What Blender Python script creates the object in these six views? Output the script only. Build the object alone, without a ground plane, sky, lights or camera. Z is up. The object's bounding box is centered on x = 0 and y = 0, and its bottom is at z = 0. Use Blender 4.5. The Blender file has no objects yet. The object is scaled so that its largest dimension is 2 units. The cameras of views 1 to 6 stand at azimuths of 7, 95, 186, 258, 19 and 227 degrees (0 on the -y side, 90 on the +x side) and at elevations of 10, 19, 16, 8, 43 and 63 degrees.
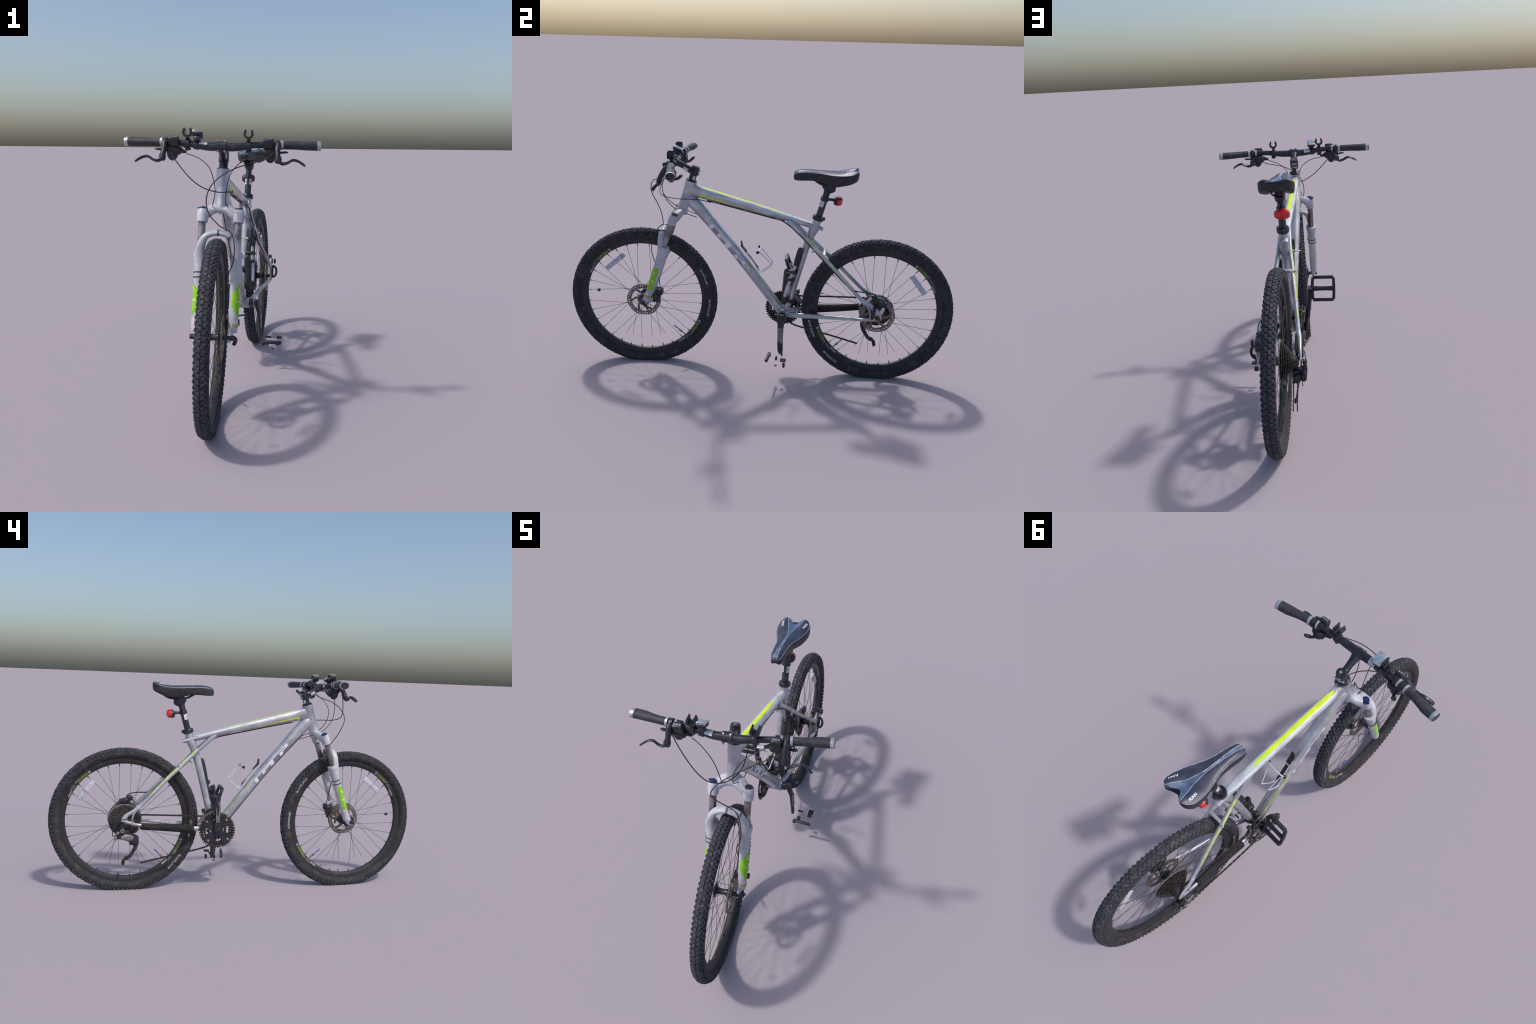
import bpy, bmesh, math, random
import numpy as np
from mathutils import Vector, Matrix

random.seed(7)
RNG = np.random.default_rng(7)
PI = math.pi
V = lambda *a: np.array(a, float)

# ------------------------------------------------------------------ materials
class G:
    """tiny helper to write node graphs as expressions"""
    def __init__(s, name):
        s.m = bpy.data.materials.new(name); s.m.use_nodes = True
        s.t = s.m.node_tree; s.n = s.t.nodes; s.l = s.t.links
        s.b = s.n['Principled BSDF']
        s.co = s.n.new('ShaderNodeTexCoord').outputs['Object']
    def put(s, sock, v):
        if hasattr(v, 'links'): s.l.new(v, sock)
        else: sock.default_value = v
    def noise(s, scale, detail=4.0, rough=0.6, stretch=None):
        n = s.n.new('ShaderNodeTexNoise'); n.inputs['Scale'].default_value = scale
        n.inputs['Detail'].default_value = detail; n.inputs['Roughness'].default_value = rough
        src = s.co
        if stretch:
            mp = s.n.new('ShaderNodeMapping'); mp.inputs['Scale'].default_value = stretch
            s.l.new(s.co, mp.inputs['Vector']); src = mp.outputs[0]
        s.l.new(src, n.inputs['Vector']); return n.outputs['Fac']
    def ramp(s, v, a, b):
        n = s.n.new('ShaderNodeMapRange'); n.interpolation_type = 'SMOOTHSTEP'
        s.put(n.inputs['Value'], v); n.inputs['From Min'].default_value = a; n.inputs['From Max'].default_value = b
        return n.outputs['Result']
    def math(s, op, a, b=0.0):
        n = s.n.new('ShaderNodeMath'); n.operation = op
        s.put(n.inputs[0], a); s.put(n.inputs[1], b); return n.outputs[0]
    def mix(s, f, a, b):
        n = s.n.new('ShaderNodeMix'); n.data_type = 'RGBA'
        s.put(n.inputs['Factor'], f)
        for k, v in ((6, a), (7, b)):
            s.put(n.inputs[k], v if hasattr(v, 'links') else (*v, 1.0))
        return n.outputs[2]
    def xyz(s):
        n = s.n.new('ShaderNodeSeparateXYZ'); s.l.new(s.co, n.inputs[0]); return n.outputs
    def bump(s, h, strength=0.3, dist=0.002):
        n = s.n.new('ShaderNodeBump'); n.inputs['Strength'].default_value = strength
        n.inputs['Distance'].default_value = dist; s.l.new(h, n.inputs['Height'])
        s.l.new(n.outputs[0], s.b.inputs['Normal'])
    def done(s, col, rough=0.5, metal=0.0, spec=0.5, coat=0.0):
        s.put(s.b.inputs['Base Color'], col if hasattr(col, 'links') else (*col, 1.0))
        s.put(s.b.inputs['Roughness'], rough); s.b.inputs['Metallic'].default_value = metal
        s.b.inputs['Specular IOR Level'].default_value = spec; s.b.inputs['Coat Weight'].default_value = coat
        return s.m

def worn(name, c1, c2, scale=25, lo=0.45, hi=0.7, rough=0.5, metal=0.0, spec=0.5, bump=0.0, bscale=300, coat=0.0):
    g = G(name)
    col = g.mix(g.ramp(g.noise(scale), lo, hi), c1, c2)
    if bump: g.bump(g.noise(bscale, 3), bump, 0.001)
    return g.done(col, rough, metal, spec, coat)

M = {}
M['rubber'] = worn('tyre_rubber', (.026, .026, .030), (.060, .057, .058), 30, .42, .75, .78, 0, .3, .35, 500)
M['knob'] = worn('tread_rubber', (.038, .040, .052), (.088, .088, .098), 45, .45, .72, .8, 0, .3, .4, 400)  # lightened and blued for sunlight and sky on the tread
M['rim'] = worn('rim_black', (.020, .020, .023), (.045, .042, .042), 18, .5, .8, .5, 0, .4)
M['silver'] = worn('silver_paint', (.37, .38, .43), (.62, .64, .685), 10, .40, .74, .31, .5, .5)
M['rim_mark'] = worn('rim_print', (.16, .17, .18), (.36, .37, .39), 120, .35, .65, .6)
M['silver_dark'] = worn('grey_panel', (.24, .25, .29), (.38, .39, .43), 14, .4, .7, .34, .5, .5)
M['silver_light'] = worn('pale_grey_graphic', (.68, .69, .75), (.86, .87, .90), 20, .4, .7, .45, 0, .4)
M['white'] = worn('white_paint', (.40, .405, .46), (.54, .545, .60), 10, .4, .7, .42, 0, .5)
M['fork_green'] = worn('green_graphic', (.19, .50, .012), (.28, .60, .03), 30, .4, .7, .45, 0, .4)
M['black'] = worn('black_plastic', (.014, .0145, .019), (.031, .031, .040), 40, .45, .75, .40, 0, .5)  # bluish tint carries the sky sheen of upward faces in the base colour
M['black_metal'] = worn('black_anodised', (.017, .019, .028), (.040, .043, .060), 30, .42, .75, .28, .2, .6)  # sky reflected in bar and stem, mixed into the black as blue
M['cable'] = worn('cable_housing', (.012, .012, .013), (.025, .024, .024), 50, .4, .7, .55)
M['grip'] = worn('grip_rubber', (.027, .028, .036), (.048, .048, .060), 60, .4, .7, .6, 0, .4, .3, 700)
M['sleeve'] = worn('neoprene', (.022, .021, .022), (.036, .034, .034), 50, .4, .7, .9, 0, .15, .4, 900)
M['ring_silver'] = worn('lock_ring_metal', (.40, .42, .46), (.52, .54, .58), 60, .4, .7, .35, .6)
M['cage_paint'] = worn('cage_alloy', (.55, .56, .58), (.70, .71, .73), 60, .4, .7, .4, .2)
M['steel'] = worn('dull_steel', (.30, .29, .29), (.44, .42, .41), 60, .4, .7, .4, .7)
M['spoke'] = worn('spoke_metal', (.055, .05, .048), (.14, .11, .09), 20, .45, .7, .5, .4)
M['greasy'] = worn('greasy_metal', (.028, .025, .024), (.105, .086, .076), 140, .45, .70, .55, .5, .4, .5, 500)
M['dark_greasy'] = worn('grimy_black_metal', (.022, .020, .019), (.075, .066, .060), 90, .42, .7, .5, .3)
M['cassette'] = worn('cassette_metal', (.026, .024, .024), (.125, .108, .102), 130, .40, .66, .5, .5, .4, .5, 600)
M['rotor'] = worn('rotor_steel', (.13, .105, .098), (.27, .23, .21), 90, .42, .66, .45, .5, .4)
M['crank'] = worn('crank_grey', (.020, .020, .022), (.050, .046, .046), 22, .45, .65, .42, .2)
M['crank_face'] = worn('bare_crank_metal', (.16, .145, .155), (.27, .25, .265), 40, .4, .7, .45, .3)
M['stanchion'] = worn('stanchion_chrome', (.17, .15, .15), (.34, .31, .31), 26, .42, .66, .22, .7)
M['guard'] = worn('clouded_plastic', (.13, .13, .12), (.26, .26, .25), 60, .4, .7, .6)
M['red'] = worn('red_lens', (.56, .006, .012), (.68, .015, .022), 40, .4, .7, .22, 0, .5, 0, 300, .5)
M['blue'] = worn('blue_anodised', (.018, .034, .13), (.04, .08, .23), 60, .4, .7, .3, .4)
M['blue_cap'] = worn('valve_cap_blue', (.01, .08, .42), (.02, .12, .50), 60, .4, .7, .5)
M['copper'] = worn('tarnished_brass', (.20, .14, .12), (.42, .36, .33), 80, .4, .7, .5, .5)
M['reflector'] = worn('clear_reflector', (.40, .42, .50), (.58, .59, .66), 90, .4, .65, .3, 0, .5, .5, 250)
M['sticker'] = worn('pale_sticker', (.55, .57, .62), (.68, .69, .72), 40, .4, .7, .5)
M['white_mark'] = worn('white_print', (.66, .68, .74), (.80, .82, .86), 40, .4, .7, .5)
M['tyre_print'] = worn('tyre_lettering', (.22, .22, .23), (.46, .46, .48), 150, .35, .60, .75)
M['screen'] = worn('lcd_screen', (.16, .24, .30), (.30, .40, .46), 60, .35, .65, .15)
M['pink'] = worn('pink_label', (.60, .36, .44), (.70, .55, .62), 150, .4, .6, .5)
M['olive'] = worn('olive_band', (.28, .29, .02), (.36, .36, .05), 60, .4, .7, .5)
M['rim_lime'] = worn('rim_green', (.085, .13, .014), (.17, .24, .04), 80, .4, .7, .6)
M['saddle'] = worn('saddle_leather', (.030, .036, .060), (.050, .058, .090), 30, .4, .7, .38, 0, .5, .25, 700)  # black cover shifted to navy by baked-in skylight
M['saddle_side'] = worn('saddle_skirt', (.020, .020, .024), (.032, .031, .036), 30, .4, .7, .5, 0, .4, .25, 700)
M['painted_sky_sheen'] = worn('saddle_painted_reflection', (.055, .080, .145), (.125, .18, .305), 22, .35, .72, .28)
M['stitch'] = worn('saddle_piping', (.20, .24, .34), (.42, .46, .56), 60, .4, .7, .5)

def lime(name, y0, y1, axis=1):
    g = G(name)
    o = g.xyz()[axis]
    worn_end = g.math('ADD', g.ramp(o, y0, y1), g.math('MULTIPLY', g.noise(38, 5), 0.55))
    col = g.mix(g.ramp(g.noise(12), .35, .7), (.56, .80, .02), (.80, .94, .03))
    col = g.mix(g.ramp(g.noise(55, 5, .7), .60, .78), col, (.62, .70, .45))
    col = g.mix(g.ramp(worn_end, .58, .95), col, (.58, .62, .62))
    return g.done(col, .4, 0, .45)
g = G('painted_sun_highlight')  # specular glare on the sun-facing top tube, drawn as a pale decal
M['painted_highlight'] = g.done(g.mix(g.ramp(g.noise(26, 5, .65, (1, .35, 1)), .42, .70), (.66, .70, .74), (.44, .46, .52)), .26, .3)
M['lime_top'] = lime('lime_stripe', .02, .22)
M['lime_side'] = lime('lime_flank', .10, .26)
g = G('olive_stripe')
M['lime_stay'] = g.done(g.mix(g.ramp(g.noise(45, 5), .36, .66), (.42, .55, .04), (.62, .68, .45)), .45, .1)
g = G('green_stripe')
M['green_stripe'] = g.done(g.mix(g.ramp(g.noise(30, 5), .36, .7), (.30, .40, .07), (.50, .54, .46)), .45, .1)

# ------------------------------------------------------------------ scene graph
def empty(name, loc, parent=None):
    o = bpy.data.objects.new(name, None); o.empty_display_size = .05
    bpy.context.scene.collection.objects.link(o)
    o.location = loc
    if parent:
        o.parent = parent
        o.location = Vector(loc) - parent_loc(parent)
    return o
def parent_loc(p):
    l = Vector((0, 0, 0))
    while p is not None:
        l += p.location; p = p.parent
    return l
def attach(o, parent):
    o.parent = parent
    o.matrix_parent_inverse = Matrix.Translation(-parent_loc(parent))
    return o

ROOT = empty('mountain_bicycle', (0, 0, 0))
ROOT['label'] = 'silver hardtail mountain bike with lime green stripes'
ROOT['category'] = 'bicycle'

def make(name, verts, faces, mat, parent=ROOT, angle=40, kind=None):
    me = bpy.data.meshes.new(name)
    me.from_pydata([tuple(map(float, v)) for v in verts], [], [tuple(f) for f in faces])
    me.update()
    bm = bmesh.new(); bm.from_mesh(me)
    bmesh.ops.recalc_face_normals(bm, faces=bm.faces); bm.to_mesh(me); bm.free()
    for p in me.polygons: p.use_smooth = True
    me.set_sharp_from_angle(angle=math.radians(angle))
    me.materials.append(M[mat] if isinstance(mat, str) else mat)
    o = bpy.data.objects.new(name, me); bpy.context.scene.collection.objects.link(o)
    attach(o, parent)
    if kind: o['kind'] = kind
    return o

class Geo:
    """collects several pieces into one mesh"""
    def __init__(s): s.v = []; s.f = []
    def add(s, vf):
        v, f = vf; k = len(s.v)
        s.v += [tuple(p) for p in v]; s.f += [tuple(i + k for i in q) for q in f]; return s
    def make(s, name, mat, parent=ROOT, angle=40, kind=None):
        return make(name, s.v, s.f, mat, parent, angle, kind)

def unit(v): v = np.asarray(v, float); return v / (np.linalg.norm(v) + 1e-12)

def smooth_path(pts, n):
    """Catmull-Rom resample of rows of numbers, n samples per span"""
    p = np.asarray(pts, float)
    if len(p) < 3:
        t = np.linspace(0, 1, n + 1)[:, None]; return p[0] * (1 - t) + p[1] * t
    q = np.vstack([2 * p[0] - p[1], p, 2 * p[-1] - p[-2]]); out = []
    for i in range(1, len(q) - 2):
        a, b, c, d = q[i - 1], q[i], q[i + 1], q[i + 2]
        for k in range(n):
            t = k / n
            out.append(.5 * (2 * b + (c - a) * t + (2 * a - 5 * b + 4 * c - d) * t * t + (3 * b - a - 3 * c + d) * t ** 3))
    out.append(p[-1]); return np.array(out)

def bridge(rings, caps=True, closed=False):
    """quads between equal-length rings"""
    n = len(rings[0]); v = [p for r in rings for p in r]; f = []
    m = len(rings)
    for i in range(m if closed else m - 1):
        a = i * n; b = ((i + 1) % m) * n
        for j in range(n):
            k = (j + 1) % n; f.append((a + j, a + k, b + k, b + j))
    if caps and not closed:
        f.append(tuple(range(n))[::-1]); f.append(tuple((m - 1) * n + j for j in range(n)))
    return v, f

class Tube:
    """loft: rows (x, y, z, half width, half height, squareness)"""
    def __init__(s, rows, ref=(1, 0, 0), per=8, n=28, keel=0.0):
        s.keel = keel
        r = np.array([list(q) + [2.0] * (6 - len(q)) for q in rows], float)
        s.r = smooth_path(r, per); s.ref = np.array(ref, float); s.n = n
        d = np.linalg.norm(np.diff(s.r[:, :3], axis=0), axis=1)
        s.len = np.r_[0, np.cumsum(d)]; s.L = s.len[-1]
        tg = np.gradient(s.r[:, :3], axis=0); s.tg = tg / np.linalg.norm(tg, axis=1)[:, None]
    def frame(s, t):
        q = np.clip(t, 0, 1) * s.L
        row = np.array([np.interp(q, s.len, s.r[:, k]) for k in range(6)])
        T = unit([np.interp(q, s.len, s.tg[:, k]) for k in range(3)])
        Lx = unit(s.ref - (s.ref @ T) * T); return row, T, Lx, np.cross(Lx, T)
    def S(s, t, phi, off=0.0):
        row, T, Lx, U = s.frame(t)
        c, d = math.cos(phi), math.sin(phi); e = 2.0 / row[5]
        a = math.copysign(abs(c) ** e, c) * (row[3] + off) * (1 - s.keel * max(0.0, -d)); b = math.copysign(abs(d) ** e, d) * (row[4] + off)
        return row[:3] + a * Lx + b * U
    def geo(s):
        ts = s.len / s.L
        return bridge([[s.S(t, 2 * PI * j / s.n) for j in range(s.n)] for t in ts])
    def make(s, name, mat, parent=ROOT): return make(name, *s.geo(), mat, parent)
    def strip(s, t0, t1, p0, p1, off=.0006, nt=24, nphi=6):
        """thin decal lying on the tube; p0/p1 are angles or functions of 0..1"""
        f0 = p0 if callable(p0) else (lambda u: p0); f1 = p1 if callable(p1) else (lambda u: p1)
        top = []
        for i in range(nt + 1):
            u = i / nt
            top.append([s.S(t0 + (t1 - t0) * u, f0(u) + (f1(u) - f0(u)) * j / nphi, off) for j in range(nphi + 1)])
        return sheet(top)

def sheet(rows):
    n = len(rows[0]); v = [p for r in rows for p in r]; f = []
    for i in range(len(rows) - 1):
        for j in range(n - 1):
            a = i * n + j; f.append((a, a + 1, a + n + 1, a + n))
    return v, f

def wire(pts, rad, n=8, per=8, smooth=True, closed=False):
    p = np.asarray(pts, float)
    if closed: p = smooth_path(np.vstack([p, p[:1]]), per)[:-1] if smooth else p
    elif smooth: p = smooth_path(p, per)
    tg = np.gradient(p, axis=0)
    if closed: tg = np.roll(p, -1, 0) - np.roll(p, 1, 0)
    u = unit(np.cross(tg[0], [.3, .2, .93])); rings = []
    for i in range(len(p)):
        T = unit(tg[i]); u = unit(u - (u @ T) * T); w = np.cross(T, u)
        r = rad(i / (len(p) - 1)) if callable(rad) else rad
        rings.append([p[i] + r * (math.cos(2 * PI * k / n) * u + math.sin(2 * PI * k / n) * w) for k in range(n)])
    return bridge(rings, True, closed)

def basis(axis):
    a = unit(axis); h = V(1, 0, 0) if abs(a[0]) < .8 else V(0, 0, 1)
    u = unit(np.cross(a, h)); return a, u, np.cross(a, u)

def lathe(org, axis, prof, n=24, closed=False):
    """profile rows (radius, height along axis)"""
    a, u, w = basis(axis); org = np.asarray(org, float)
    rings = [[org + a * h + r * (math.cos(2 * PI * k / n) * u + math.sin(2 * PI * k / n) * w) for k in range(n)] for r, h in prof]
    return bridge(rings, not closed, closed)

def rod(a, b, r0, r1=None, n=16):
    a, b = np.asarray(a, float), np.asarray(b, float); r1 = r0 if r1 is None else r1
    L = np.linalg.norm(b - a); c = min(.0012, .2 * min(r0, r1), .3 * L)
    return lathe(a, b - a, [(r0 - c, 0), (r0, c), (r1, L - c), (r1 - c, L)], n)

def box(c, size, ax=None, bevel=.003, seg=2, taper=1.0):
    bm = bmesh.new(); bmesh.ops.create_cube(bm, size=1)
    for v in bm.verts:
        k = taper if v.co.z > 0 else 1.0
        v.co = Vector((v.co.x * size[0] * k, v.co.y * size[1] * k, v.co.z * size[2]))
    if bevel:
        bmesh.ops.bevel(bm, geom=bm.edges[:], offset=min(bevel, .45 * min(size)), segments=seg, profile=.5, affect='EDGES')
    A = np.eye(3) if ax is None else np.array(ax, float)
    bm.verts.index_update()
    v = [np.asarray(c) + A.T @ np.array(q.co) for q in bm.verts]; f = [[q.index for q in fc.verts] for fc in bm.faces]
    bm.free(); return v, f

def ball(c, r, n=12, sq=(1, 1, 1)):
    prof = [(max(1e-5, r * math.sin(PI * i / n)), -r * math.cos(PI * i / n)) for i in range(n + 1)]
    v, f = lathe((0, 0, 0), (0, 0, 1), prof, 2 * n)
    return [np.asarray(c) + np.array(p) * sq for p in v], f

def slab(poly, org, u, w, thick, round_=.002):
    """extruded outline with chamfered rim; u, w span its plane"""
    org = np.asarray(org, float); u = unit(u); w = unit(w); nn = np.cross(u, w)
    p = np.asarray(poly, float); c = p.mean(0); rings = []
    for h, k in ((-thick / 2, 1), (-thick / 2 + round_, 0), (thick / 2 - round_, 0), (thick / 2, 1)):
        ring = []
        for q in p:
            d = q - c; L = np.linalg.norm(d)
            q2 = c + d * (1 - k * round_ / max(L, 1e-6)); ring.append(org + u * q2[0] + w * q2[1] + nn * h)
        rings.append(ring)
    return bridge(rings)

def text_geo(body, size, shear=0.0, bold=0.0, spacing=1.0):
    cu = bpy.data.curves.new('lettering', 'FONT'); cu.body = body; cu.size = size; cu.shear = shear
    cu.align_x = 'CENTER'; cu.align_y = 'CENTER'; cu.offset = bold; cu.space_character = spacing; cu.resolution_u = 3
    ob = bpy.data.objects.new('lettering', cu); bpy.context.scene.collection.objects.link(ob)
    dg = bpy.context.evaluated_depsgraph_get(); ev = ob.evaluated_get(dg); me = ev.to_mesh()
    bm = bmesh.new(); bm.from_mesh(me); ev.to_mesh_clear()
    bmesh.ops.triangulate(bm, faces=bm.faces[:])
    bmesh.ops.remove_doubles(bm, verts=bm.verts[:], dist=1e-6)
    bm.verts.index_update()
    v = np.array([q.co[:2] for q in bm.verts]); f = [[q.index for q in fc.verts] for fc in bm.faces]
    bm.free(); bpy.data.objects.remove(ob); bpy.data.curves.remove(cu)
    return v, f

# ------------------------------------------------------------------ steering: fork, bars and front wheel turn together
HX = -.004
AX_P = V(HX, -.3995, .865); AX_U = unit(V(0, .3094, .951)); STEER = .078
ROT = np.array(Matrix.Rotation(STEER, 3, Vector(AX_U)))
def st(p):
    p = np.asarray(p, float); return (p - AX_P) @ ROT.T + AX_P
def steer(vf): v, f = vf; return st(np.array(v)), f
def axis_at(z): return AX_P + AX_U * ((z - AX_P[2]) / AX_U[2])

# ------------------------------------------------------------------ wheels
def ground_press(v, zmin):
    v = np.array(v)
    low = v[:, 2] < zmin
    v[low, 2] = zmin + (v[low, 2] - zmin) * .02
    return v

class Wheel:
    def __init__(s, c, nrm, name='wheel'):
        s.c = V(*c); s.n = unit(nrm); s.e1 = unit(V(0, 1, 0) - s.n * s.n[1]); s.e2 = np.cross(s.n, s.e1)
        s.part = empty(name, c, ROOT)
    def P(s, r, th, h=0.0): return s.c + r * (math.cos(th) * s.e1 + math.sin(th) * s.e2) + h * s.n
    def ring(s, prof, n=180, closed=True):
        rings = []
        for i in range(n):
            rings.append([s.P(r, 2 * PI * i / n, h) for r, h in prof])
        return bridge(rings, False, True) if closed else None
    def plate(s, nth, radii, keep, h, thick, swirl=lambda r: 0.0, edge=None):
        """flat disc cut from a polar grid; keep(i,k) says which cells stay, edge(i) scales the outer radius"""
        nr = len(radii); v = []; f = []
        for z in (h - thick / 2, h + thick / 2):
            for i in range(nth):
                for k, r in enumerate(radii):
                    rr = r * (edge(i) if edge and k == nr - 1 else 1.0)
                    v.append(s.P(rr, 2 * PI * i / nth + swirl(r), z))
        B = nth * nr; idx = lambda i, k, z: z * B + (i % nth) * nr + k
        on = lambda i, k: 0 <= k < nr - 1 and keep(i % nth, k)
        for i in range(nth):
            for k in range(nr - 1):
                if not on(i, k): continue
                for z in (0, 1): f.append((idx(i, k, z), idx(i + 1, k, z), idx(i + 1, k + 1, z), idx(i, k + 1, z)))
                if not on(i, k - 1): f.append((idx(i, k, 0), idx(i + 1, k, 0), idx(i + 1, k, 1), idx(i, k, 1)))
                if not on(i, k + 1): f.append((idx(i, k + 1, 0), idx(i + 1, k + 1, 0), idx(i + 1, k + 1, 1), idx(i, k + 1, 1)))
                if not on(i - 1, k): f.append((idx(i, k, 0), idx(i, k + 1, 0), idx(i, k + 1, 1), idx(i, k, 1)))
                if not on(i + 1, k): f.append((idx(i + 1, k, 0), idx(i + 1, k + 1, 0), idx(i + 1, k + 1, 1), idx(i + 1, k, 1)))
        used = sorted({a for q in f for a in q}); mp = {a: b for b, a in enumerate(used)}
        return [v[a] for a in used], [tuple(mp[a] for a in q) for q in f]

R_IN, R_BEAD, R_CAS = .3045, .3345, .3800
def casing(a):
    """tyre cross-section: a in -1..1 from one bead over the crown to the other, returns (radius, offset, outward angle)"""
    ang = a * 2.25
    return .3580 + .0258 * math.cos(ang), .0276 * math.sin(ang), ang

def build_wheel(W, rear):
    wp = W.part
    # tyre carcass with bead lip
    prof = [casing(-1 + 2 * i / 26)[:2] for i in range(27)]
    prof = [(R_BEAD - .002, -.0165)] + prof + [(R_BEAD - .002, .0165), (R_BEAD - .004, .010), (R_BEAD - .004, -.010)]
    v, f = W.ring(prof, 216)
    make('tyre', ground_press(v, .0035), f, 'rubber', wp, 50)
    # tread blocks: alternating centre pair / intermediate pair, shoulder block on every row
    gk = Geo(); rows = 106
    def block(th, a, lt, lw, ht, skew):
        r, h, ang = casing(a)
        rad = unit(W.P(1, th) - W.c); tan = -math.sin(th) * W.e1 + math.cos(th) * W.e2
        nor = unit(rad * math.cos(ang) * 1.0 + W.n * math.sin(ang) * .8)
        lat = np.cross(tan, nor); t2 = unit(tan + skew * lat); l2 = np.cross(t2, nor)
        base = W.c + rad * r + W.n * h
        q = []
        for z, k in ((-.003, 1.12), (ht * .75, 1.0), (ht, .82)):
            for sx, sy in ((-1, -1), (1, -1), (1, 1), (-1, 1)):
                q.append(base + t2 * sx * lt / 2 * k + l2 * sy * lw / 2 * k + nor * z)
        fc = [(8, 9, 10, 11)] + [(b + j, b + (j + 1) % 4, b + 4 + (j + 1) % 4, b + 4 + j) for b in (0, 4) for j in range(4)]
        gk.add((q, fc))
    for i in range(rows):
        th = 2 * PI * i / rows; hp = PI / rows
        jt = RNG.uniform(-.0012, .0012, 8)
        for n_, sg in enumerate((-1, 1)):
            # broad centre blocks, staggered left/right, with a deeper one every other row
            block(th + sg * hp * .5, sg * (.115 if i % 2 else .135), .0182 + jt[n_], .0124, .0040 if i % 2 else .0032, .30 * sg)
            block(th - sg * hp * .5, sg * .285, .0150 + jt[2 + n_], .0098 + jt[4 + n_], .0032 - .0010 * (i % 2), -.35 * sg)
            block(th + .3 * sg * hp, sg * (.44 if i % 2 else .41), .0098 + jt[6 + n_], .0085, .0050, .12 * sg)
            if i % 2 == 0: block(th, sg * .53, .0085, .0060, .0020, 0)
    o = make('tread_block', ground_press(gk.v, 0.0), gk.f, 'knob', wp, 35, 'stuff')
    # rim
    rp = [(R_IN, -.008), (R_IN - .0012, 0), (R_IN, .008), (.312, .0120), (.322, .0142), (.334, .0152), (.3375, .0142), (.3375, .010), (.330, .006), (.330, -.006), (.3375, -.010), (.3375, -.0142), (.334, -.0152), (.322, -.0142), (.312, -.0120)]
    v, f = W.ring(rp, 200); make('rim', v, f, 'rim', wp, 35)
    # rim graphics: an arc with pale ends, green field and white strokes, at two opposite places on each side
    mids = (.68, .68 + PI - .05) if rear else (2.43, 2.43 + PI)
    for sg in (-1, 1):
        pale, green, mark = Geo(), Geo(), Geo()
        for mth in mids:
            up = math.sin(mth) > 0
            d = 1 if (up != rear) else -1         # pale long end points the way seen on the rims
            def arc(a0, a1, r0, r1, geo, off, slant=0.0):
                n = max(2, int(abs(a1 - a0) / .02)); rws = []
                for i in range(n + 1):
                    a = a0 + (a1 - a0) * i / n
                    row = []
                    for k in range(3):
                        r = r0 + (r1 - r0) * k / 2; hh = np.interp(r, [R_IN, .312, .322, .334], [.008, .0120, .0142, .0152])
                        row.append(W.P(r, mth + d * (a + slant * (r - .32)), sg * (hh + off)))
                    rws.append(row)
                geo.add(sheet(rws))
            arc(-.25, -.04, .3080, .322, green, .0005)
            arc(-.305, -.265, .3085, .323, pale, .0006); arc(.13, .26, .3075, .315, pale, .0006)
            for b in (-.06, -.01, .04, .075, .115):
                arc(b, b + .012, .3110, .323, mark, .0009, 3.0)
            arc(-.05, .0, .3215, .3232, mark, .0009); arc(.04, .09, .3110, .3126, mark, .0009)
        pale.make('rim_label', 'rim_mark', wp); green.make('rim_label', 'rim_lime', wp); mark.make('rim_label_mark', 'rim_mark', wp)
    # hub
    if rear:
        fl = (.036, -.006); W.rot_h = .056
        v, f = lathe(W.c, W.n, [(.010, -.076), (.010, -.050), (.017, -.046), (.017, -.010), (.031, -.009), (.031, -.003), (.018, .002), (.016, .02), (.018, .030), (.030, .034), (.030, .039), (.020, .043), (.020, .052), (.010, .056), (.009, .080)], 28)
    else:
        fl = (.024, -.036); W.rot_h = .037
        v, f = lathe(W.c, W.n, [(.009, -.060), (.010, -.046), (.018, -.042), (.031, -.040), (.031, -.034), (.016, -.028), (.013, -.01), (.013, .006), (.016, .018), (.030, .022), (.030, .027), (.022, .031), (.022, .037), (.010, .044), (.009, .060)], 28)
    make('hub', v, f, 'black_metal', wp)
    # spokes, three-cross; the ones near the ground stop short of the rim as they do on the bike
    base = None
    nip = Geo()
    for k in range(32):
        side = k % 2; pair = (k // 2) % 2
        th = 2 * PI * (k + (.53 if rear else .46)) / 32
        hub_th = th + (-1 if pair else 1) * 1.3
        a = W.P(.031, hub_th, fl[side]); b = W.P(R_IN - .001, th, 0.004 if fl[side] > 0 else -.004)
        down = math.cos(th + PI / 2)
        if down > .80: b2 = a + (b - a) * RNG.uniform(.76, .84)
        else: b2 = b
        if base is None:
            vv, ff = lathe((0, 0, 0), (0, 0, 1), [(.0010, 0), (.0010, 1)], 6)
            base = make('spoke', vv, ff, 'spoke', wp, 60); o = base
        else:
            o = base.copy(); bpy.context.scene.collection.objects.link(o)
        d = b2 - a; q = Vector(d).to_track_quat('Z', 'Y')
        o.parent = wp; o.matrix_parent_inverse = Matrix.Identity(4)
        o.matrix_basis = Matrix.Translation(Vector(a - W.c)) @ q.to_matrix().to_4x4() @ Matrix.Diagonal((1, 1, np.linalg.norm(d), 1))
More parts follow.
